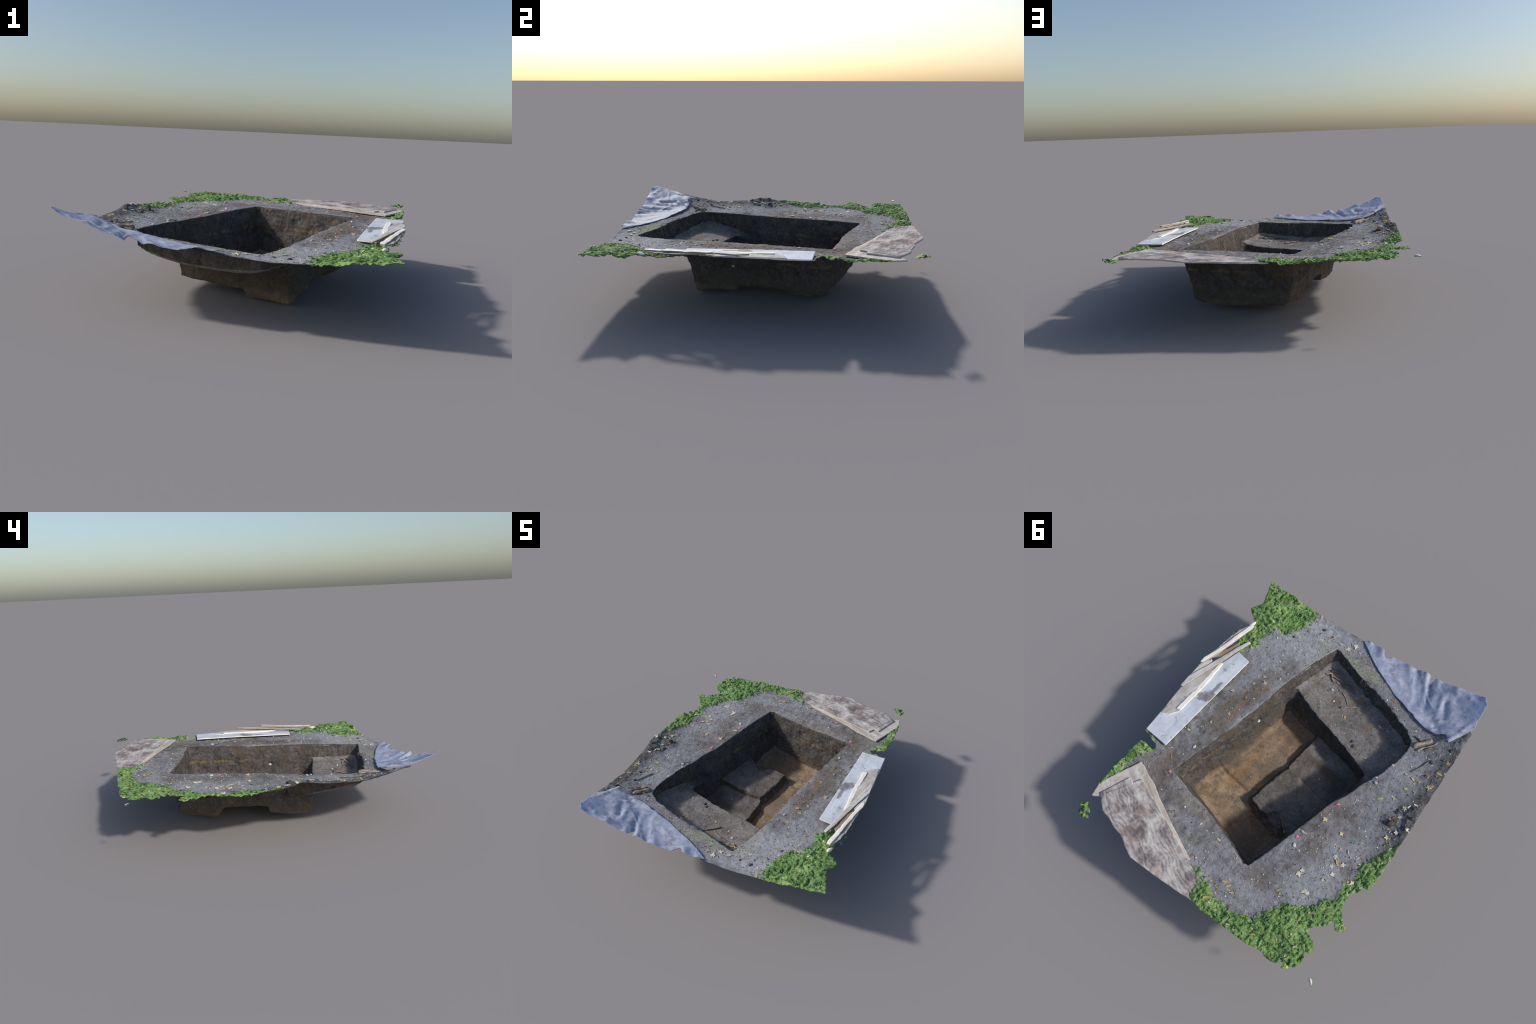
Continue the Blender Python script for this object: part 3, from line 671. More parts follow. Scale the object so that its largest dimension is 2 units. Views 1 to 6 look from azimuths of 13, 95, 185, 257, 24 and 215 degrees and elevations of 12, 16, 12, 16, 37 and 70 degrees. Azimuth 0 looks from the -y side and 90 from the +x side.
FOLDS = [((-.270, -1.0), (-.345, -.85), .030, .009), ((-.318, -1.0), (-.385, -.86), .020, -.008), ((-.345, -1.0), (-.40, -.93), .012, .006), ((-.385, -1.0), (-.475, -.83), .022, .020),
         ((-.425, -.97), (-.505, -.77), .016, -.016), ((-.47, -.99), (-.53, -.80), .024, .012), ((-.587, -.87), (-.645, -.75), .020, -.013), ((-.555, -.90), (-.60, -.72), .020, .010),
         ((-.612, -.712), (-.70, -.745), .018, -.012), ((-.62, -.745), (-.72, -.79), .020, .010), ((-.60, -.68), (-.70, -.69), .018, .008), ((-.640, -.93), (-.72, -.83), .030, -.014), ((-.60, -.98), (-.69, -.88), .020, .008),
         ((-.05, -1.0), (-.10, -.93), .020, .010), ((.035, -1.0), (.02, -.95), .016, .010), ((-.20, -.99), (-.30, -.80), .035, .005), ((-.20, -.90), (-.36, -.80), .016, .005), ((-.76, -.75), (-.80, -.86), .014, .007),
         ((-.70, -.96), (-.79, -.93), .016, .007), ((-.72, -.66), (-.79, -.79), .016, .008)]
def tarp_z(x, y):
    z = TZ(x, y)
    for (ax, ay), (bx, by), w, amp in FOLDS:
        ex, ey = bx - ax, by - ay; L2 = ex * ex + ey * ey
        t = ((x - ax) * ex + (y - ay) * ey) / L2; tc = np.clip(t, 0, 1)
        d2 = (x - ax - tc * ex) ** 2 + (y - ay - tc * ey) ** 2
        z = z + amp * np.exp(-d2 / w ** 2) * (1 - .75 * tc)
    p = np.stack([x, y, np.zeros_like(x)], 1)
    q = np.stack([x * .8 + y * .6, (y * .8 - x * .6) * .45, np.zeros_like(x)], 1)
    wq = q + .05 * np.stack([fbm(p, 7, 2, 125), fbm(p, 7, 2, 126), 0 * x], 1)
    r2 = np.stack([x * .35 - y * .94, (x * .94 + y * .35) * .3, 0 * x + .5], 1) + .04 * np.stack([fbm(p, 9, 2, 127), fbm(p, 9, 2, 128), 0 * x], 1)
    pat = smooth(-.1, .4, fbm(p, 6, 2, 129))
    z = z + .0038 * fbm(q, 9, 3, 120) + pat * .0042 * (np.maximum(0, 1 - 3.2 * np.abs(fbm(wq, 13, 2, 121)))) + (1 - pat) * .0036 * np.maximum(0, 1 - 3.2 * np.abs(fbm(r2, 17, 2, 122))) + .0010 * fbm(p, 60, 2, 123)
    return z
T = .005; E_ = .0015
add_sheet('tarpaulin', TARP_OUT, tarp_z, .003, amps=[.006, .006, .006, .004, .003, .003, .004, .008, .009, .005, .002, .002, .004, .009, .010, .010, .010, .011, .010, .006,
                                                     .001, .001, .001, .003, .003, .003, .003, .003, .003, .004, .004, .004, .004, .003, .002, .002], mat=TARP, h=.004, seed=9)

# plywood stack
UPPER = [(.770, .812), (.705, .715), (.636, .597), (.600, .612), (.534, .637), (.488, .655), (.454, .674), (.367, .708), (.221, .767), (.064, .840), (-.058, .878), (-.066, .984), (.056, .992),
         (.22, .997), (.386, .996), (.439, .970), (.504, .934), (.591, .910), (.627, .893), (.697, .877), (.745, .835)]
pz = Plate([(-.058, .878, .406), (-.06, .985, .413), (.409, .991, .430), (.583, .93, .430), (.636, .597, .416), (.37, .71, .412), (.77, .812, .419)], 1e-2)
def with_grain(f, a, s, seed):
    def g_(x, y):
        return f(x, y) + a * fbm(np.stack([x, y, np.zeros_like(x)], 1), s, 3, seed)
    return g_
add_sheet('plywood_sheet', UPPER, with_grain(pz, .0022, 30, 130), .008, amps=[.003, .001, .002, .003, .004, .004, .003, .003, .003, .003, .001, .001, .001, .001, .003, .006, .006, .006, .006, .006, .006], mat=PLY, side=PALEPLY, seed=21)
LOWER = [(.712, .511), (.675, .523), (.617, .552), (.559, .573), (.471, .627), (.356, .688), (.225, .750), (.10, .812), (.20, .83), (.45, .735), (.615, .655), (.735, .80), (.812, .845), (.828, .753)]
lz = Plate([(.71, .513, .405), (.1, .81, .404), (.45, .64, .406), (.82, .84, .412), (.70, .72, .409)], 1e-2)
add_sheet('plywood_underlay', LOWER, with_grain(lz, .0015, 30, 131), .008, amps=[.002] * 7 + [0] * 4 + [.002] * 3, mat=PALEPLY, seed=22)
MID = [(.780, .804), (.700, .630), (.668, .640), (.655, .655), (.742, .83)]
mz = Plate([(.78, .804, .419), (.70, .63, .416), (.655, .65, .416), (.742, .83, .420)], 1e-2)
add_sheet('plywood_strip', MID, with_grain(mz, .0012, 30, 132), .008, amps=.0015, mat=PLY, side=PALEPLY, seed=23)

# boards on the east side
def flat(*pts):
    return Plate(list(pts), 1e-2)
add_sheet('painted_board', [(.826, .327), (.660, .343), (.647, .20), (.592, -.416), (.600, -.422), (.690, -.440), (.76, -.2), (.826, .16)],
          with_grain(flat((.826, .327, .404), (.66, .343, .405), (.592, -.416, .386), (.69, -.44, .386), (.826, .1, .404)), .0016, 14, 140), .007,
          amps=[.001, .001, .002, .002, .001, 0, 0, 0], mat=WHITE, side=LATH, seed=24)
add_sheet('silvered_plank', [(.822, .190), (.770, .170), (.732, .118), (.735, -.10), (.726, -.33), (.760, -.32), (.814, -.161), (.828, -.02)],
          with_grain(flat((.82, .19, .407), (.73, .12, .409), (.72, -.33, .397), (.82, -.1, .411)), .002, 20, 141), .006, amps=.003, mat=GREYWOOD, side=LATH, seed=25)
add_sheet('cream_lath', [(.757, .117), (.727, .109), (.712, -.10), (.714, -.31), (.738, -.30), (.742, -.1)],
          with_grain(flat((.757, .117, .415), (.724, .11, .415), (.714, -.31, .400), (.74, -.3, .401)), .001, 30, 142), .008, amps=.0018, mat=LATH, seed=26)
add_sheet('slat', [(.829, -.020), (.812, -.024), (.767, -.175), (.720, -.322), (.690, -.43), (.655, -.530), (.673, -.537), (.712, -.45), (.748, -.335), (.796, -.195), (.829, -.105)],
          with_grain(flat((.829, -.02, .430), (.72, -.322, .413), (.655, -.53, .401), (.75, -.33, .413), (.673, -.535, .401)), .002, 18, 143), .008, amps=.0022, mat=SLATWOOD, side=BROWNWOOD, seed=27)
add_sheet('brown_slat', [(.800, -.29), (.756, -.333), (.722, -.42), (.702, -.468), (.725, -.50), (.748, -.43), (.79, -.33)],
          with_grain(flat((.80, -.29, .419), (.756, -.333, .411), (.702, -.468, .394), (.73, -.48, .395)), .0015, 30, 144), .009, amps=.002, mat=BROWNWOOD, seed=28)
add_sheet('outer_slat', [(.828, -.190), (.800, -.262), (.772, -.355), (.745, -.47), (.716, -.600), (.712, -.636), (.735, -.642), (.768, -.58), (.793, -.49), (.804, -.40), (.816, -.30)],
          with_grain(flat((.826, -.19, .428), (.785, -.325, .421), (.714, -.6, .408), (.738, -.64, .408), (.80, -.4, .412)), .004, 22, 145), .006,
          amps=[.003, .001, .001, .001, .001, .002, .003, .009, .010, .010, .008], mat=RAGWOOD, side=BROWNWOOD, seed=29)

add_sheet('pole', [(.829, -.222), (.812, -.228), (.776, -.352), (.742, -.49), (.712, -.606), (.710, -.638), (.733, -.643), (.752, -.565), (.776, -.46), (.802, -.345), (.829, -.262)],
          with_grain(flat((.826, -.24, .434), (.785, -.34, .427), (.714, -.6, .4135), (.735, -.64, .413), (.80, -.345, .424)), .0025, 18, 146), .009, amps=.0022, mat=LATH, side=BROWNWOOD, seed=30)
add_sheet('splinter', [(.829, -.09), (.800, -.19), (.775, -.275), (.790, -.29), (.815, -.245), (.829, -.21)],
          with_grain(flat((.829, -.09, .419), (.775, -.275, .412), (.829, -.21, .414)), .002, 26, 147), .007, amps=[.002, .004, .004, .006, .008, .003], mat=RAGWOOD, seed=31)

# ------------------------------------------------------------------ loose things
def blob_mesh(name, mat, seed, squash=(1, .8, .6), rough=.22, sub=3):
    import bmesh
    bm = bmesh.new(); bmesh.ops.create_icosphere(bm, subdivisions=sub, radius=1)
    P = np.array([v.co[:] for v in bm.verts])
    r = 1 + rough * fbm(P, 1.3, 3, seed) * 1.6 + rough * .35 * fbm(P, 5, 2, seed + 3)
    for v, k in zip(bm.verts, r):
        v.co = Vector((v.co.x * squash[0] * k, v.co.y * squash[1] * k, v.co.z * squash[2] * k))
    me = bpy.data.meshes.new(name); bm.to_mesh(me); bm.free(); me.materials.append(mat)
    me.polygons.foreach_set('use_smooth', [True] * len(me.polygons)); return me

def place(name, me, x, y, size, sink=.3, tilt=.2, yaw=None, z=None):
    p, n = drop(x, y)
    if p is None:
        return None
    up = Vector(n).lerp(Vector((0, 0, 1)), .3).normalized()
    q = up.to_track_quat('Z', 'Y')
    M = Matrix.Translation(Vector((x, y, p.z if z is None else z)) + up * size * (.6 - sink)) @ q.to_matrix().to_4x4() @ Euler((R.uniform(-tilt, tilt), R.uniform(-tilt, tilt), R.uniform(0, 6.28) if yaw is None else yaw)).to_matrix().to_4x4() @ Matrix.Diagonal((size, size, size, 1))
    return put(name, me, M=M)

stones = [blob_mesh('stone', STONE, s, (1, .75, .6), .2) for s in (200, 207, 214)]
white_stones = [blob_mesh('stone', WHITESTONE, s, (1, .65, .5), .16) for s in (221, 228)]
clods = [blob_mesh('clod', CLOD, s, (1, .9, .75), .4) for s in (235, 242, 249)]
for i, (x, y, s, kind) in enumerate([(-.328, .394, .017, 1), (-.508, -.204, .017, 0), (.367, -.443, .012, 0), (.539, .055, .011, 0), (.518, .245, .015, 1), (.334, -.914, .012, 2), (-.495, -.235, .011, 1),
                                    (.345, -.50, .010, 0), (.077, -.636, .013, 1), (.026, -.577, .011, 1), (-.229, -.408, .011, 2), (-.25, -.385, .012, 2), (-.535, -.36, .012, 1), (.26, -.9, .008, 2),
                                    (-.38, -.59, .010, 0), (.47, -.75, .009, 2), (.62, .10, .008, 0), (.60, -.02, .008, 0), (-.38, -.76, .010, 2), (-.45, .35, .007, 0)]):
    place('stone' if kind < 2 else 'clod', [stones, white_stones, clods][kind][i % (2 if kind == 1 else 3)], x, y, s * .8, .45)
# stone sitting in the east wall
M = Matrix.Translation((.350, -.178, .214)) @ Euler((.2, .5, .4)).to_matrix().to_4x4() @ Matrix.Diagonal((.013, .018, .018, 1))
put('stone', white_stones[0], M=M)
for i in range(14):
    u = R.random()
    if u < .05:
        x, y = R.gauss(-.735, .05), R.gauss(-.07, .07)
    else:
        x, y = R.uniform(-.82, -.70), R.uniform(-.72, .06)
    if x < -.815:
        continue
    place('clod', clods[i % 3], x, y, R.choice([.004, .005, .007, .009, .011]) * R.uniform(.8, 1.3), .5)
place('clod', clods[0], -.710, -.030, .019, .45); place('clod', clods[1], -.680, -.02, .009, .5)

# white knob at the end of the outer slat
knob = blob_mesh('knob', LATH, 260, (1, .8, .65), .14)
put('knob', knob, M=Matrix.Translation((.737, -.660, .388)) @ Euler((0, .1, 1.2)).to_matrix().to_4x4() @ Matrix.Diagonal((.024, .014, .014, 1)))

# sticks and roots: swept tubes
def tube(path, r0, r1, sides=7, rough=.15, seed=0):
    P = np.array(path, float)
    m = max(6, int(np.linalg.norm(np.diff(P, axis=0), axis=1).sum() / .008))
    s = np.r_[0, np.cumsum(np.linalg.norm(np.diff(P, axis=0), axis=1))]; u = np.linspace(0, s[-1], m)
    C = np.stack([np.interp(u, s, P[:, k]) for k in range(3)], 1)
    for _ in range(2):
        C[1:-1] = .25 * C[:-2] + .5 * C[1:-1] + .25 * C[2:]
    Tn = np.gradient(C, axis=0); Tn /= np.linalg.norm(Tn, axis=1, keepdims=True)
    up = np.array([0.13, .2, 1.0]); vs = []; fs = []
    for i in range(m):
        a = np.cross(Tn[i], up); a /= np.linalg.norm(a) + 1e-9; b = np.cross(a, Tn[i])
        r = (r0 + (r1 - r0) * i / (m - 1)) * (.45 if i in (0, m - 1) else 1)
        for k in range(sides):
            th = 2 * math.pi * k / sides
            rr = r * (1 + rough * float(noise3(np.array([[i * .6, k * 1.3, seed]]), seed)[0]))
            vs.append(C[i] + rr * (math.cos(th) * a + math.sin(th) * b))
    for i in range(m - 1):
        for k in range(sides):
            k2 = (k + 1) % sides
            fs.append((i * sides + k, i * sides + k2, (i + 1) * sides + k2, (i + 1) * sides + k))
    fs.append(tuple(range(sides))[::-1]); fs.append(tuple((m - 1) * sides + k for k in range(sides)))
    return vs, fs

def on_ground(pts, lift):
    out = []
    for x, y in pts:
        p, n = drop(x, y); out.append((x, y, (p.z if p else .37) + lift))
    return out

def stick(name, pts, r0, r1, mat, lift=.004, seed=0):
    v, f = tube(on_ground(pts, lift), r0, r1, 8, .25, seed); put(name, mesh_of(name, v, f, mat))

stick('branch', [(-.568, -.535), (-.60, -.575), (-.632, -.605), (-.648, -.630)], .015, .011, BARK, .008, 1)
stick('branch', [(-.600, -.520), (-.63, -.56), (-.672, -.60), (-.685, -.64)], .006, .003, BARK, .007, 2)
stick('branch', [(-.64, -.55), (-.67, -.585), (-.715, -.60)], .007, .003, ROOT, .004, 3)
stick('branch', [(-.70, -.50), (-.68, -.44), (-.645, -.38)], .004, .003, ROOT, .004, 14)
stick('branch', [(-.545, -.60), (-.60, -.59), (-.64, -.63)], .006, .004, ROOT, .006, 15)
stick('twig', [(-.035, -.560), (-.08, -.595), (-.125, -.625)], .007, .004, BARK, .006, 5)
stick('twig', [(-.125, -.625), (-.155, -.66), (-.17, -.665)], .004, .002, ROOT, .006, 6)
stick('twig', [(.145, -.713), (.12, -.72), (.09, -.715), (.075, -.725)], .006, .003, BARK, .006, 7)
stick('twig', [(.175, -.70), (.14, -.73), (.125, -.70), (.09, -.68)], .005, .003, BARK, .008, 8)
stick('twig', [(.16, -.74), (.12, -.755), (.07, -.75)], .006, .003, ROOT, .006, 9)
stick('twig', [(.01, -.66), (-.04, -.63), (-.07, -.60)], .003, .002, BARK, .004, 10)
stick('twig', [(.05, -.72), (-.02, -.715), (-.07, -.69)], .004, .003, ROOT, .005, 11)
stick('twig', [(-.30, -.61), (-.33, -.58), (-.31, -.55)], .003, .002, BARK, .004, 12)
stick('twig', [(-.47, -.16), (-.50, -.18), (-.53, -.19)], .003, .002, ROOT, .003, 13)
# fine roots hanging out of the near walls, and straw on the ground
rv, rf = [], []
for i in range(60):
    k = R.random()
    k0 = SOUTH + R.choice([-2, -1, 0, 1, 2, 4, 6, 7, 8, 10, 11]); seg = (k0, k0 + 1)
    p = np.array(RIM[seg[0]]) * (1 - k) + np.array(RIM[seg[1]]) * k
    c = np.array([-.15, -.42]); d = (c - p) / np.linalg.norm(c - p)
    p = p + d * R.uniform(.0, .012); z0 = R.uniform(.32, .365); L = R.uniform(.025, .08)
    side = np.array([-d[1], d[0]]) * R.uniform(-.5, .5) * L
    path = [(*p, z0), (*(p + d * .012 + side * .4), z0 - L * .5), (*(p + d * .018 + side), z0 - L)]
    v, f = tube(path, .0013, .0007, 5, .1, i); o = len(rv); rv += v; rf += [tuple(q + o for q in ff) for ff in f]
for i in range(110):
    x, y = R.uniform(-.8, .75), R.uniform(-.95, .9)
    p, n = drop(x, y)
    if p is None or p.z < .33 or turf_dist(np.array([[x]]), np.array([[y]]))[0, 0] < .01:
        continue
    a = R.uniform(0, 6.28); L = R.uniform(.012, .045); b = a + R.uniform(-.9, .9)
    path = on_ground([(x, y), (x + L * .5 * math.cos(a), y + L * .5 * math.sin(a)), (x + L * .5 * (math.cos(a) + math.cos(b)), y + L * .5 * (math.sin(a) + math.sin(b)))], .0015)
    if max(q[2] for q in path) - min(q[2] for q in path) > .03:
        continue
    v, f = tube(path, .0014, .0008, 5, .1, i); o = len(rv); rv += v; rf += [tuple(q + o for q in ff) for ff in f]
put('rootlets', mesh_of('rootlets', rv, rf, ROOT), stuff=True)

# ---- fallen leaves
def leaf_mesh(kind, shape, seed):
    rr = random.Random(seed)
    if shape == 'maple':
        tips = [(-150, .62), (-75, .9), (0, 1.0), (75, .9), (150, .62)]
        prof = []
        for i, (a, l) in enumerate(tips):
            l *= rr.uniform(.85, 1.1); a += rr.uniform(-6, 6)
            prof += [(a - 17, l * .66), (a, l), (a + 17, l * .66)]
            prof.append((a + 37, .44 if i < 4 else .14))
    else:
        prof = []
        for a in range(-180, 180, 30):
            c, q = math.cos(math.radians(a)), .42 * math.sin(math.radians(a)) * (1.1 - .4 * math.cos(math.radians(a)))
            prof.append((math.degrees(math.atan2(q, c)), math.hypot(c, q) * rr.uniform(.9, 1.06)))
    n = len(prof); curl = rr.uniform(.1, .4); fold = rr.uniform(-.2, .35)
    top = [(0, 0, .05)]
    for a, l in prof:
        x, y = l * math.cos(math.radians(a)), l * math.sin(math.radians(a))
        top.append((x, y, curl * l * l * .5 + fold * abs(y) * .4 + rr.uniform(-.06, .08)))
    mids = [(x * .5, y * .5, z * .35 + .02) for x, y, z in top[1:]]
    Vt = top + mids
    m = len(Vt); th = .05
    Vb = [(x, y, z - th) for x, y, z in Vt]
    F = []
    for i in range(n):
        j = (i + 1) % n; o1, o2, m1, m2 = 1 + i, 1 + j, 1 + n + i, 1 + n + j
        F += [(0, m1, m2), (m1, o1, o2, m2), (m, m + m2, m + m1), (m + m1, m + m2, m + o2, m + o1), (o1, m + o1, m + o2, o2)]
    return mesh_of('leaf', Vt + Vb, F, LEAFM[kind], smooth_faces=False)

bank = {k: [leaf_mesh(k, 'maple', 300 + i) for i in range(3)] + [leaf_mesh(k, 'oval', 310 + i) for i in range(2)] for k in LEAFM}
count = 0
def leaf(kind, x, y, size, maple=None, lift=.0025):
    global count
    p, n = drop(x, y)
    if p is None or count >= 290:
        return
    maple = (R.random() < .5) if maple is None else maple
    me = bank[kind][R.randrange(3) if maple else 3 + R.randrange(2)]
    q = Vector(n).lerp(Vector((0, 0, 1)), .4).normalized().to_track_quat('Z', 'Y')
    M = Matrix.Translation((x, y, p.z + lift)) @ q.to_matrix().to_4x4() @ Euler((R.uniform(-.25, .25), R.uniform(-.25, .25), R.uniform(0, 6.28))).to_matrix().to_4x4() @ Matrix.Diagonal((size, size * R.uniform(.7, 1), size, 1))
    put('leaf', me, M=M); count += 1

for kind, size, pts in [
    ('yellow', .021, [(-.678, -.269), (-.733, -.152), (-.391, .16), (-.516, .179), (-.741, .051), (-.59, -.135), (-.78, -.35), (-.70, -.33)]),
    ('cream', .022, [(-.559, .312), (-.441, .514), (-.547, .58), (-.53, .575), (-.571, .37), (-.45, .49), (-.721, .386), (.302, -.839), (.098, -.93), (.125, -.884), (-.81, -.045), (-.77, .0), (-.74, -.09), (-.62, .33), (-.60, .41)]),
    ('gold', .016, [(-.427, .938), (-.41, .915), (-.128, .796), (-.114, .846), (-.102, .924), (-.697, .394), (-.589, .337), (-.723, -.353), (-.80, -.367), (-.793, -.459), (-.80, -.539), (-.16, .80), (-.2, .82)]),
    ('orange', .014, [(.587, .38), (.60, .448), (.175, .717), (.339, .655), (.377, .649), (.402, -.323), (.496, -.093), (.113, .782), (.52, .12), (.46, -.2), (.50, -.26), (.44, -.3)]),
    ('pink', .016, [(.538, .454), (-.315, .338), (-.402, .038)]),
    ('green', .018, [(.489, -.098), (-.60, .18)]),
    ('buff', .017, [(.42, -.36), (.45, -.40), (.48, -.32), (.25, -.9), (.18, -.89), (.05, -.90), (-.33, .30), (-.56, .26), (.64, -.35), (.40, -.5), (.56, -.2)])]:
    for x, y in pts:
        leaf(kind, x, y, size * R.uniform(.95, 1.3), maple=kind in ('yellow', 'cream', 'pink', 'green') or None)
for kind, x, y, s in [('yellow', -.102, -.520, .018), ('cream', -.322, -.59, .016), ('buff', .07, -.70, .014), ('yellow', -.23, -.37, .008), ('buff', .24, .27, .011), ('gold', .30, .35, .009),
                      ('yellow', -.36, -.36, .012), ('yellow', -.20, .31, .012), ('buff', .2, .12, .008), ('cream', -.18, -.12, .007)]:
    leaf(kind, x, y, s)
tries = 0
while count < 285 and tries < 4000:
    tries += 1
    x, y = R.uniform(-.82, .82), R.uniform(-.99, .99)
    dr = float(bilin(d_rim, np.array([x]), np.array([y]))[0])
    if dr < .015:
        continue
    # litter lies thick to the west and along the grass, thin to the east
    dens = .22
    if x < -.35:
        dens = .55
    if y > .62 and x < .1:
        dens = .9
    if x < -.68 and y < .1:
        dens = 1.0
    if y < -.76 and x < .25:
        dens = .7
    dt = float(bilin(d_turf, np.array([x]), np.array([y]))[0])
    if abs(dt) < .06:
        dens = max(dens, .75)
    if R.random() > dens:
        continue
    if y < -.62 and x < .05 and poly_dist(np.array([x]), np.array([y]), TARP_OUT)[0] < .01:
        continue
    if poly_dist(np.array([x]), np.array([y]), UPPER)[0] < .02 or poly_dist(np.array([x]), np.array([y]), LOWER)[0] < .02:
        continue
    k = R.choices(['yellow', 'cream', 'gold', 'orange', 'buff'], [3, 4, 3, 2.5, 3])[0]
    leaf(k, x, y, R.choice([.005, .006, .007, .009, .011, .014]) * R.uniform(.8, 1.2))

# crumbs of leaf, straw and clay too small to pick out singly
def litter(name, mat, n, seed, lo, hi):
    rr = random.Random(seed); vs = []; fs = []; made = 0; tries = 0
    while made < n and tries < 30 * n:
        tries += 1
        x, y = rr.uniform(-.82, .82), rr.uniform(-.99, .99)
        dr = float(bilin(d_rim, np.array([x]), np.array([y]))[0]); dt = float(bilin(d_turf, np.array([x]), np.array([y]))[0])
        if dr < .006 and not (y < -.35 and dr < -.05):
            continue
        dens = .3 + .5 * (x < -.3) + .5 * (y < -.72) + .5 * (y > .62 and x < .2) + .4 * (abs(dt) < .08)
        if dr < 0: dens = .35
        if rr.random() > dens or dt < -.05:
            continue
        p, nn = drop(x, y)
        if p is None or nn.z < .6:
            continue
        r = rr.uniform(lo, hi); a0 = rr.uniform(0, 6.28); k = rr.choice([4, 5, 6]); o = len(vs); st = rr.uniform(.45, 1)
        tx, ty = rr.uniform(-.35, .35), rr.uniform(-.35, .35)
        ring = []
        for i in range(k):
            a = 6.283 * i / k; q = r * rr.uniform(.6, 1.1); u, v = q * math.cos(a), q * st * math.sin(a)
            dx, dy = u * math.cos(a0) - v * math.sin(a0), u * math.sin(a0) + v * math.cos(a0)
            ring.append((x + dx, y + dy, p.z + .002 + tx * dx + ty * dy))
        vs += ring + [(q[0], q[1], q[2] - .0022) for q in ring]
        fs += [tuple(range(o, o + k)), tuple(range(o + 2 * k - 1, o + k - 1, -1))] + [(o + i, o + k + i, o + k + (i + 1) % k, o + (i + 1) % k) for i in range(k)]
        made += 1
    put(name, mesh_of(name, vs, fs, mat, smooth_faces=False), stuff=True)
litter('leaf_litter', LEAFM['cream'], 240, 501, .0025, .0066)
litter('leaf_litter', LEAFM['buff'], 320, 502, .0025, .0060)
litter('leaf_litter', LEAFM['orange'], 260, 503, .0022, .0050)
litter('soil_crumbs', CLOD, 480, 504, .002, .0052)
litter('soil_crumbs', STONE, 130, 505, .002, .0042)

# ---- grass: short lodged blades and broad weed leaves, by the thousand
def blades(n, mat, name, lo, hi, width, seed, fringe=False, broad=False):
    rr = random.Random(seed); vs = []; fs = []
    made = 0; tries = 0
    while made < n and tries < n * 14:
        tries += 1
        if fringe:
            k = rr.random()
            x, y = (.822 - .05 * k + rr.gauss(0, .008), -.22 - .36 * k)
            if rr.random() < .3:
                x, y = rr.uniform(.735, .80), rr.uniform(-.60, -.45)
            z = .395 + .02 * (1 - k); nrm = Vector((0, 0, 1))
        else:
            x, y = rr.uniform(-.83, .83), rr.uniform(-1, 1)
            d = float(bilin(d_turf, np.array([x]), np.array([y]))[0])
            if d > .012 - .05 * rr.random() ** 2 + .02:
                continue
            if d > .0 and rr.random() < .6:
                continue
            p, nrm = drop(x, y)
            if p is None:
                continue
            z = p.z
        L = rr.uniform(lo, hi); w = width * rr.uniform(.6, 1.3)
        yaw = rr.gauss(2.3, .9) if rr.random() < .55 else rr.uniform(0, 6.283)
        rise = rr.uniform(.03, .28); droop = rr.uniform(.4, 1.0)
        dx, dy = math.cos(yaw), math.sin(yaw); px, py = -dy, dx
        if not fringe and float(bilin(d_out, np.array([x + dx * L * .8]), np.array([y + dy * L * .8]))[0]) > .001:
            continue
        o = len(vs); segs = 4
        for i in range(segs + 1):
            t = i / segs
            cx = x + dx * L * t; cy = y + dy * L * t
            cz = z - .002 + L * (rise * t - droop * rise * t * t * 1.1)
            ww = w * (math.sin(math.pi * (t * .86 + .12)) if broad else (1 - t) ** .6 + .06)
            cx = min(max(cx, -.826), .826); cy = min(max(cy, -.997), .997)
            vs += [(cx + px * ww, cy + py * ww, cz + ww * .35), (cx, cy, cz - ww * .15), (cx - px * ww, cy - py * ww, cz + ww * .35), (cx, cy, cz - ww * .15 - .0011)]
        for i in range(segs):
            a = o + 4 * i; b = a + 4
            fs += [(a, b, b + 1, a + 1), (a + 1, b + 1, b + 2, a + 2), (a + 2, b + 2, b + 3, a + 3), (a + 3, b + 3, b, a)]
        fs += [(o, o + 1, o + 2, o + 3), tuple(o + 4 * segs + q for q in (3, 2, 1, 0))]
        made += 1
    put(name, mesh_of(name, vs, fs, mat), stuff=True)

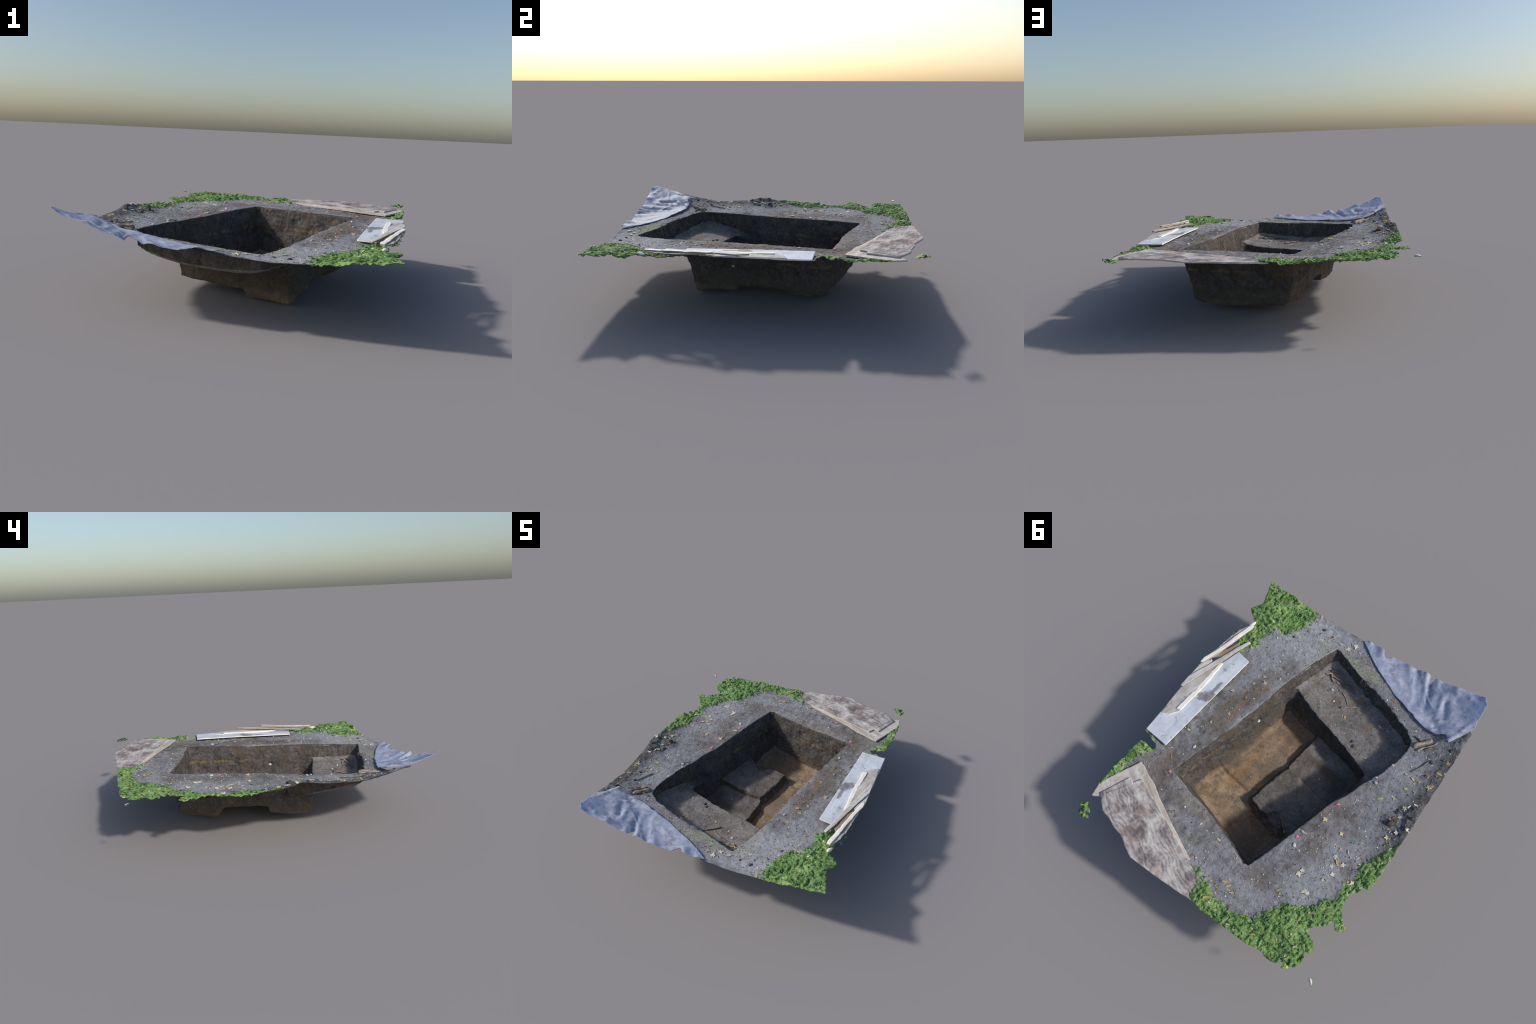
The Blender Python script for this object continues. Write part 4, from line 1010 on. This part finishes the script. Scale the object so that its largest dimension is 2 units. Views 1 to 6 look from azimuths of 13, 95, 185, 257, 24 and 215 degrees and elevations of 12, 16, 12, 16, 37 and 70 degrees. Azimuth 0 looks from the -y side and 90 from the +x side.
blades(1000, GREENS[0], 'grass_blades', .012, .030, .0016, 401)
blades(1000, GREENS[1], 'grass_blades', .010, .028, .0017, 402)
blades(1300, GREENS[2], 'grass_blades', .010, .024, .0015, 403)
blades(420, GREENS[1], 'weed_leaves', .014, .028, .0056, 404, broad=True)
blades(380, GREENS[0], 'weed_leaves', .014, .030, .0060, 405, broad=True)
blades(160, GREENS[1], 'grass_blades', .008, .018, .0018, 406, fringe=True)

# two stray tufts that stand clear of the cut edge
def tuft(name, cx, cy, cz, yaw, parts, mat):
    vs = []; fs = []
    for (u, v, w, L, hgt, a) in parts:
        o = len(vs); dx, dy = math.cos(yaw + a), math.sin(yaw + a); px, py = -dy, dx
        bx = cx + u * math.cos(yaw) - v * math.sin(yaw); by = cy + u * math.sin(yaw) + v * math.cos(yaw)
        for i in range(6):
            t = i / 5; ww = w * (math.sin(math.pi * (t * .85 + .1)))
            c = (bx + dx * L * t, by + dy * L * t, cz + hgt * math.sin(math.pi * t * .8))
            vs += [(c[0] + px * ww, c[1] + py * ww, c[2] + ww * .3), (c[0], c[1], c[2]), (c[0] - px * ww, c[1] - py * ww, c[2] + ww * .3), (c[0], c[1], c[2] - .0018)]
        for i in range(5):
            a_ = o + 4 * i; b = a_ + 4
            fs += [(a_, b, b + 1, a_ + 1), (a_ + 1, b + 1, b + 2, a_ + 2), (a_ + 2, b + 2, b + 3, a_ + 3), (a_ + 3, b + 3, b, a_)]
        fs += [(o, o + 1, o + 2, o + 3), tuple(o + 20 + q for q in (3, 2, 1, 0))]
    put(name, mesh_of(name, vs, fs, mat))
tuft('grass_tuft', .800, .900, .418, 1.75, [(-.014, 0, .017, .050, .010, 0), (.008, .008, .018, .050, .016, .25), (.030, .004, .016, .044, .010, -.15), (.046, .010, .014, .040, .006, .5),
                                        (.064, .026, .012, .030, .003, 1.4), (.0, -.008, .012, .034, .014, -.6), (.020, .014, .014, .038, .008, 1.0)], GREENS[1])
tuft('stray_leaf', -.805, .940, .424, 2.45, [(0, 0, .009, .040, .004, 0)], LEAFM['cream'])
tuft('stray_leaf', -.806, .939, .420, 2.45, [(0, 0, .008, .040, .003, .1)], GREENS[0])
